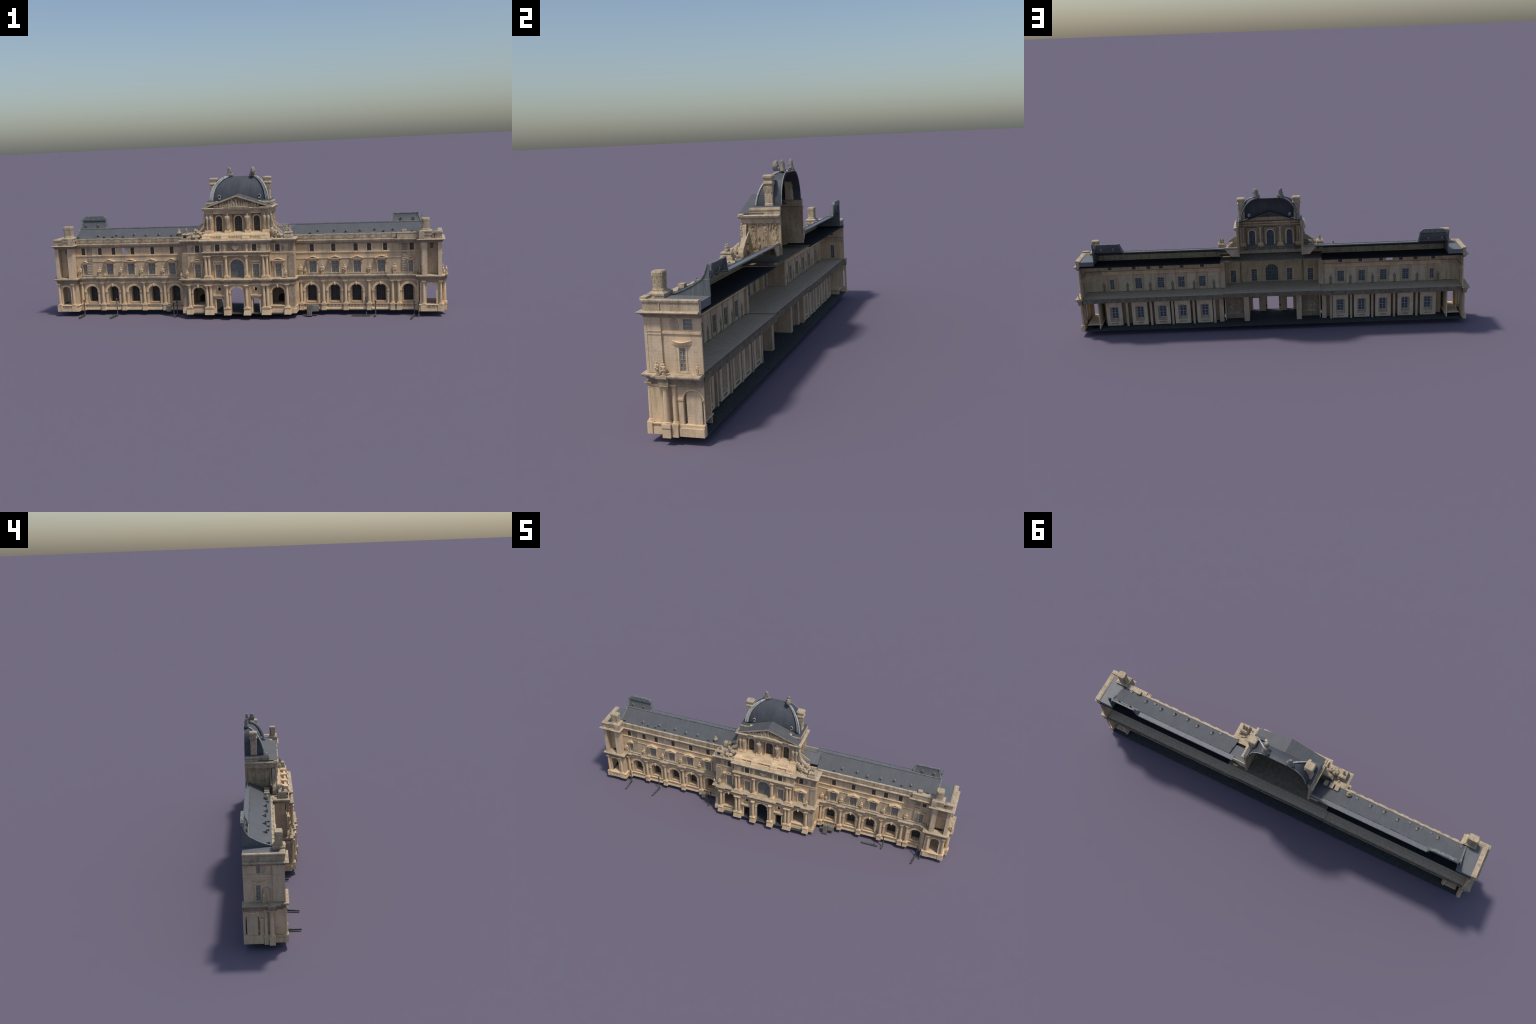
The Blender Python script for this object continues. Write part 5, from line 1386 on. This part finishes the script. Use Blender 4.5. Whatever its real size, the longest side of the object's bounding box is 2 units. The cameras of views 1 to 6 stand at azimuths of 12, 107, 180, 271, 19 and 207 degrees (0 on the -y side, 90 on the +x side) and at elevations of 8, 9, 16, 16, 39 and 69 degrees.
# inside of the central pavilion, seen from the open back
mb = MB('inner', 'ceil', 'carved', 'void', 'frieze')
for s in (-1, 1):
    mirrored(mb, s); mb.cur = 0
    mb.box(0.1220, 0.1485, -0.0765, 0.0645, 0.0275, 0.1780)                      # passage walls
    mb.box(0.2410, 0.2470, -0.076, 0.0450, 0.0275, 0.1780)
    mb.cur = 4; mb.box(0.1485, 0.2410, 0.0130, 0.0175, 0.0275, 0.1780); mb.cur = 0                       # niche back wall
    mb.box(0.2410, 0.2640, -0.0605, 0.0125, 0.1945, 0.3650)
    mb.box(0.2535, 0.2760, 0.008, 0.060, 0.0275, 0.1700)
    mb.box(0.1485, 0.2412, -0.0755, 0.0135, 0.0585, 0.0630)
    mb.cur = 2
    mb.ribbon(arc(0.199, 0.022, 0.085, 0.026, 14), arc(0.199, 0.017, 0.085, 0.021, 14), 0.0170, 0.0205)
    mb.ribbon(arc(0.199, 0.012, 0.078, 0.015, 12), arc(0.199, 0.009, 0.078, 0.012, 12), 0.0170, 0.0200)
    for k in range(30): mb.blob((random.uniform(0.152, 0.238), 0.0175, random.uniform(0.07, 0.165)), (0.004, 0.0022, 0.004), 0.4, k, 5)
    mb.box(0.1500, 0.2400, 0.0170, 0.0260, 0.0560, 0.0600); mb.box(0.176, 0.222, 0.0170, 0.0215, 0.0600, 0.0660)
    mb.cur = 3
    mb.prism([(0.1815, 0.0635), (0.2225, 0.0635)] + list(reversed(arc(0.202, 0.0205, 0.082, 0.019, 8))), 0.0118, 0.0135)
    mb.cur = 0
    for x in (0.085,): mb.box(x - 0.0455, x - 0.0115, -0.0865, -0.0760, 0.0275, 0.1780)
mb.T = None
mb.cur = 1
mb.box(-0.1590, 0.1590, -0.0310, -0.0270, 0.3700, 0.4100)
obj('inner_wall', mb.mesh('inner_wall'), palace)

# ------------------------------------------------------------------ street furniture in front
def lamp(x, y, h, shadow_bar_to=None, head=True, r=0.0026):
    mb = MB('iron')
    mb.lathe([(r * 1.7, 0), (r * 1.7, 0.004), (r * 1.1, 0.007), (r, 0.02), (r * 0.9, h * 0.8), (r * 1.3, h * 0.84), (r * 0.8, h * 0.86)] + ([(r * 1.7, h * 0.9), (r * 1.9, h * 0.95), (r * 0.8, h)] if head else [(r, h)]), x, y, 10)
    if shadow_bar_to:
        d = Vector((shadow_bar_to[0] - x, shadow_bar_to[1] - y, 0)); L = d.length; d /= L; nx = Vector((-d.y, d.x, 0)) * 0.0032
        a = Vector((x, y, 0)); b = a + d * L
        vs = []
        for p, z0, z1 in ((a, 0.0, 0.0085), (b, 0.001, 0.0070)):
            for q in (-1, 1): vs += [tuple(p + nx * q + Vector((0, 0, z0))), tuple(p + nx * q + Vector((0, 0, z1)))]
        mb.add(vs, [(0, 1, 3, 2), (4, 6, 7, 5), (0, 4, 5, 1), (2, 3, 7, 6), (1, 5, 7, 3), (0, 2, 6, 4)])
    o = obj('street_lamp', mb.mesh('street_lamp'))
    o['label'] = 'slim dark grey lamp post, its ground shadow modelled as a bar'; o['category'] = 'street lamp'
    return o
lamp(-0.8360, -0.0300, 0.082, (-0.8345, -0.1060))
lamp(-0.6560, -0.0310, 0.089, (-0.6670, -0.1050))
lamp(-0.3340, -0.0320, 0.076, (-0.3365, -0.0700)); lamp(-0.3480, -0.0440, 0.070, None, r=0.0034)
lamp(0.6582, -0.0300, 0.074, (0.6555, -0.0550)); lamp(0.8405, -0.0340, 0.076, (0.8265, -0.1065)); lamp(0.8600, -0.0645 + 0.012, 0.072, None)
mb = MB('iron')
mb.box(0.545, 0.633, -0.0465, -0.0385, 0.0, 0.0055); mb.lathe([(0.003, 0.0), (0.0026, 0.02)], 0.6150, -0.0425, 8)
o = obj('kerb_rail', mb.mesh('kerb_rail')); o['label'] = 'low dark rail lying along the pavement'; o['category'] = 'rail'
mb = MB('iron'); mb.lathe([(0.0026, 0.050), (0.0024, 0.080), (0.0038, 0.084), (0.001, 0.089)], 0.6135, -0.012, 8)
obj('wall_lamp', mb.mesh('wall_lamp'), palace)
mb = MB('concrete', 'iron')
mb.box(0.328, 0.3515, -0.0500, -0.0260, 0.0, 0.058, top=(0.001, 0.002))
for k in range(7): mb.box(0.3300, 0.3495, -0.0512, -0.049, 0.008 + 0.0065 * k, 0.011 + 0.0065 * k)
mb.prism([(0.3515, 0.020), (0.3850, 0.022), (0.3850, 0.050), (0.3515, 0.052)], -0.0400, -0.0190)
mb.cur = 1; mb.box(0.322, 0.354, -0.0530, -0.0240, 0.0, 0.0025)
o = obj('entrance_booth', mb.mesh('entrance_booth')); o['label'] = 'small grey ribbed stone entrance booth'; o['category'] = 'booth'
mb = MB('concrete'); mb.box(-0.3900, -0.3690, -0.0340, -0.0150, 0.0195, 0.0480)
for k in range(5): mb.box(-0.3890, -0.3700, -0.0350, -0.033, 0.023 + 0.0055 * k, 0.0255 + 0.0055 * k)
obj('stair_block', mb.mesh('stair_block'), palace)
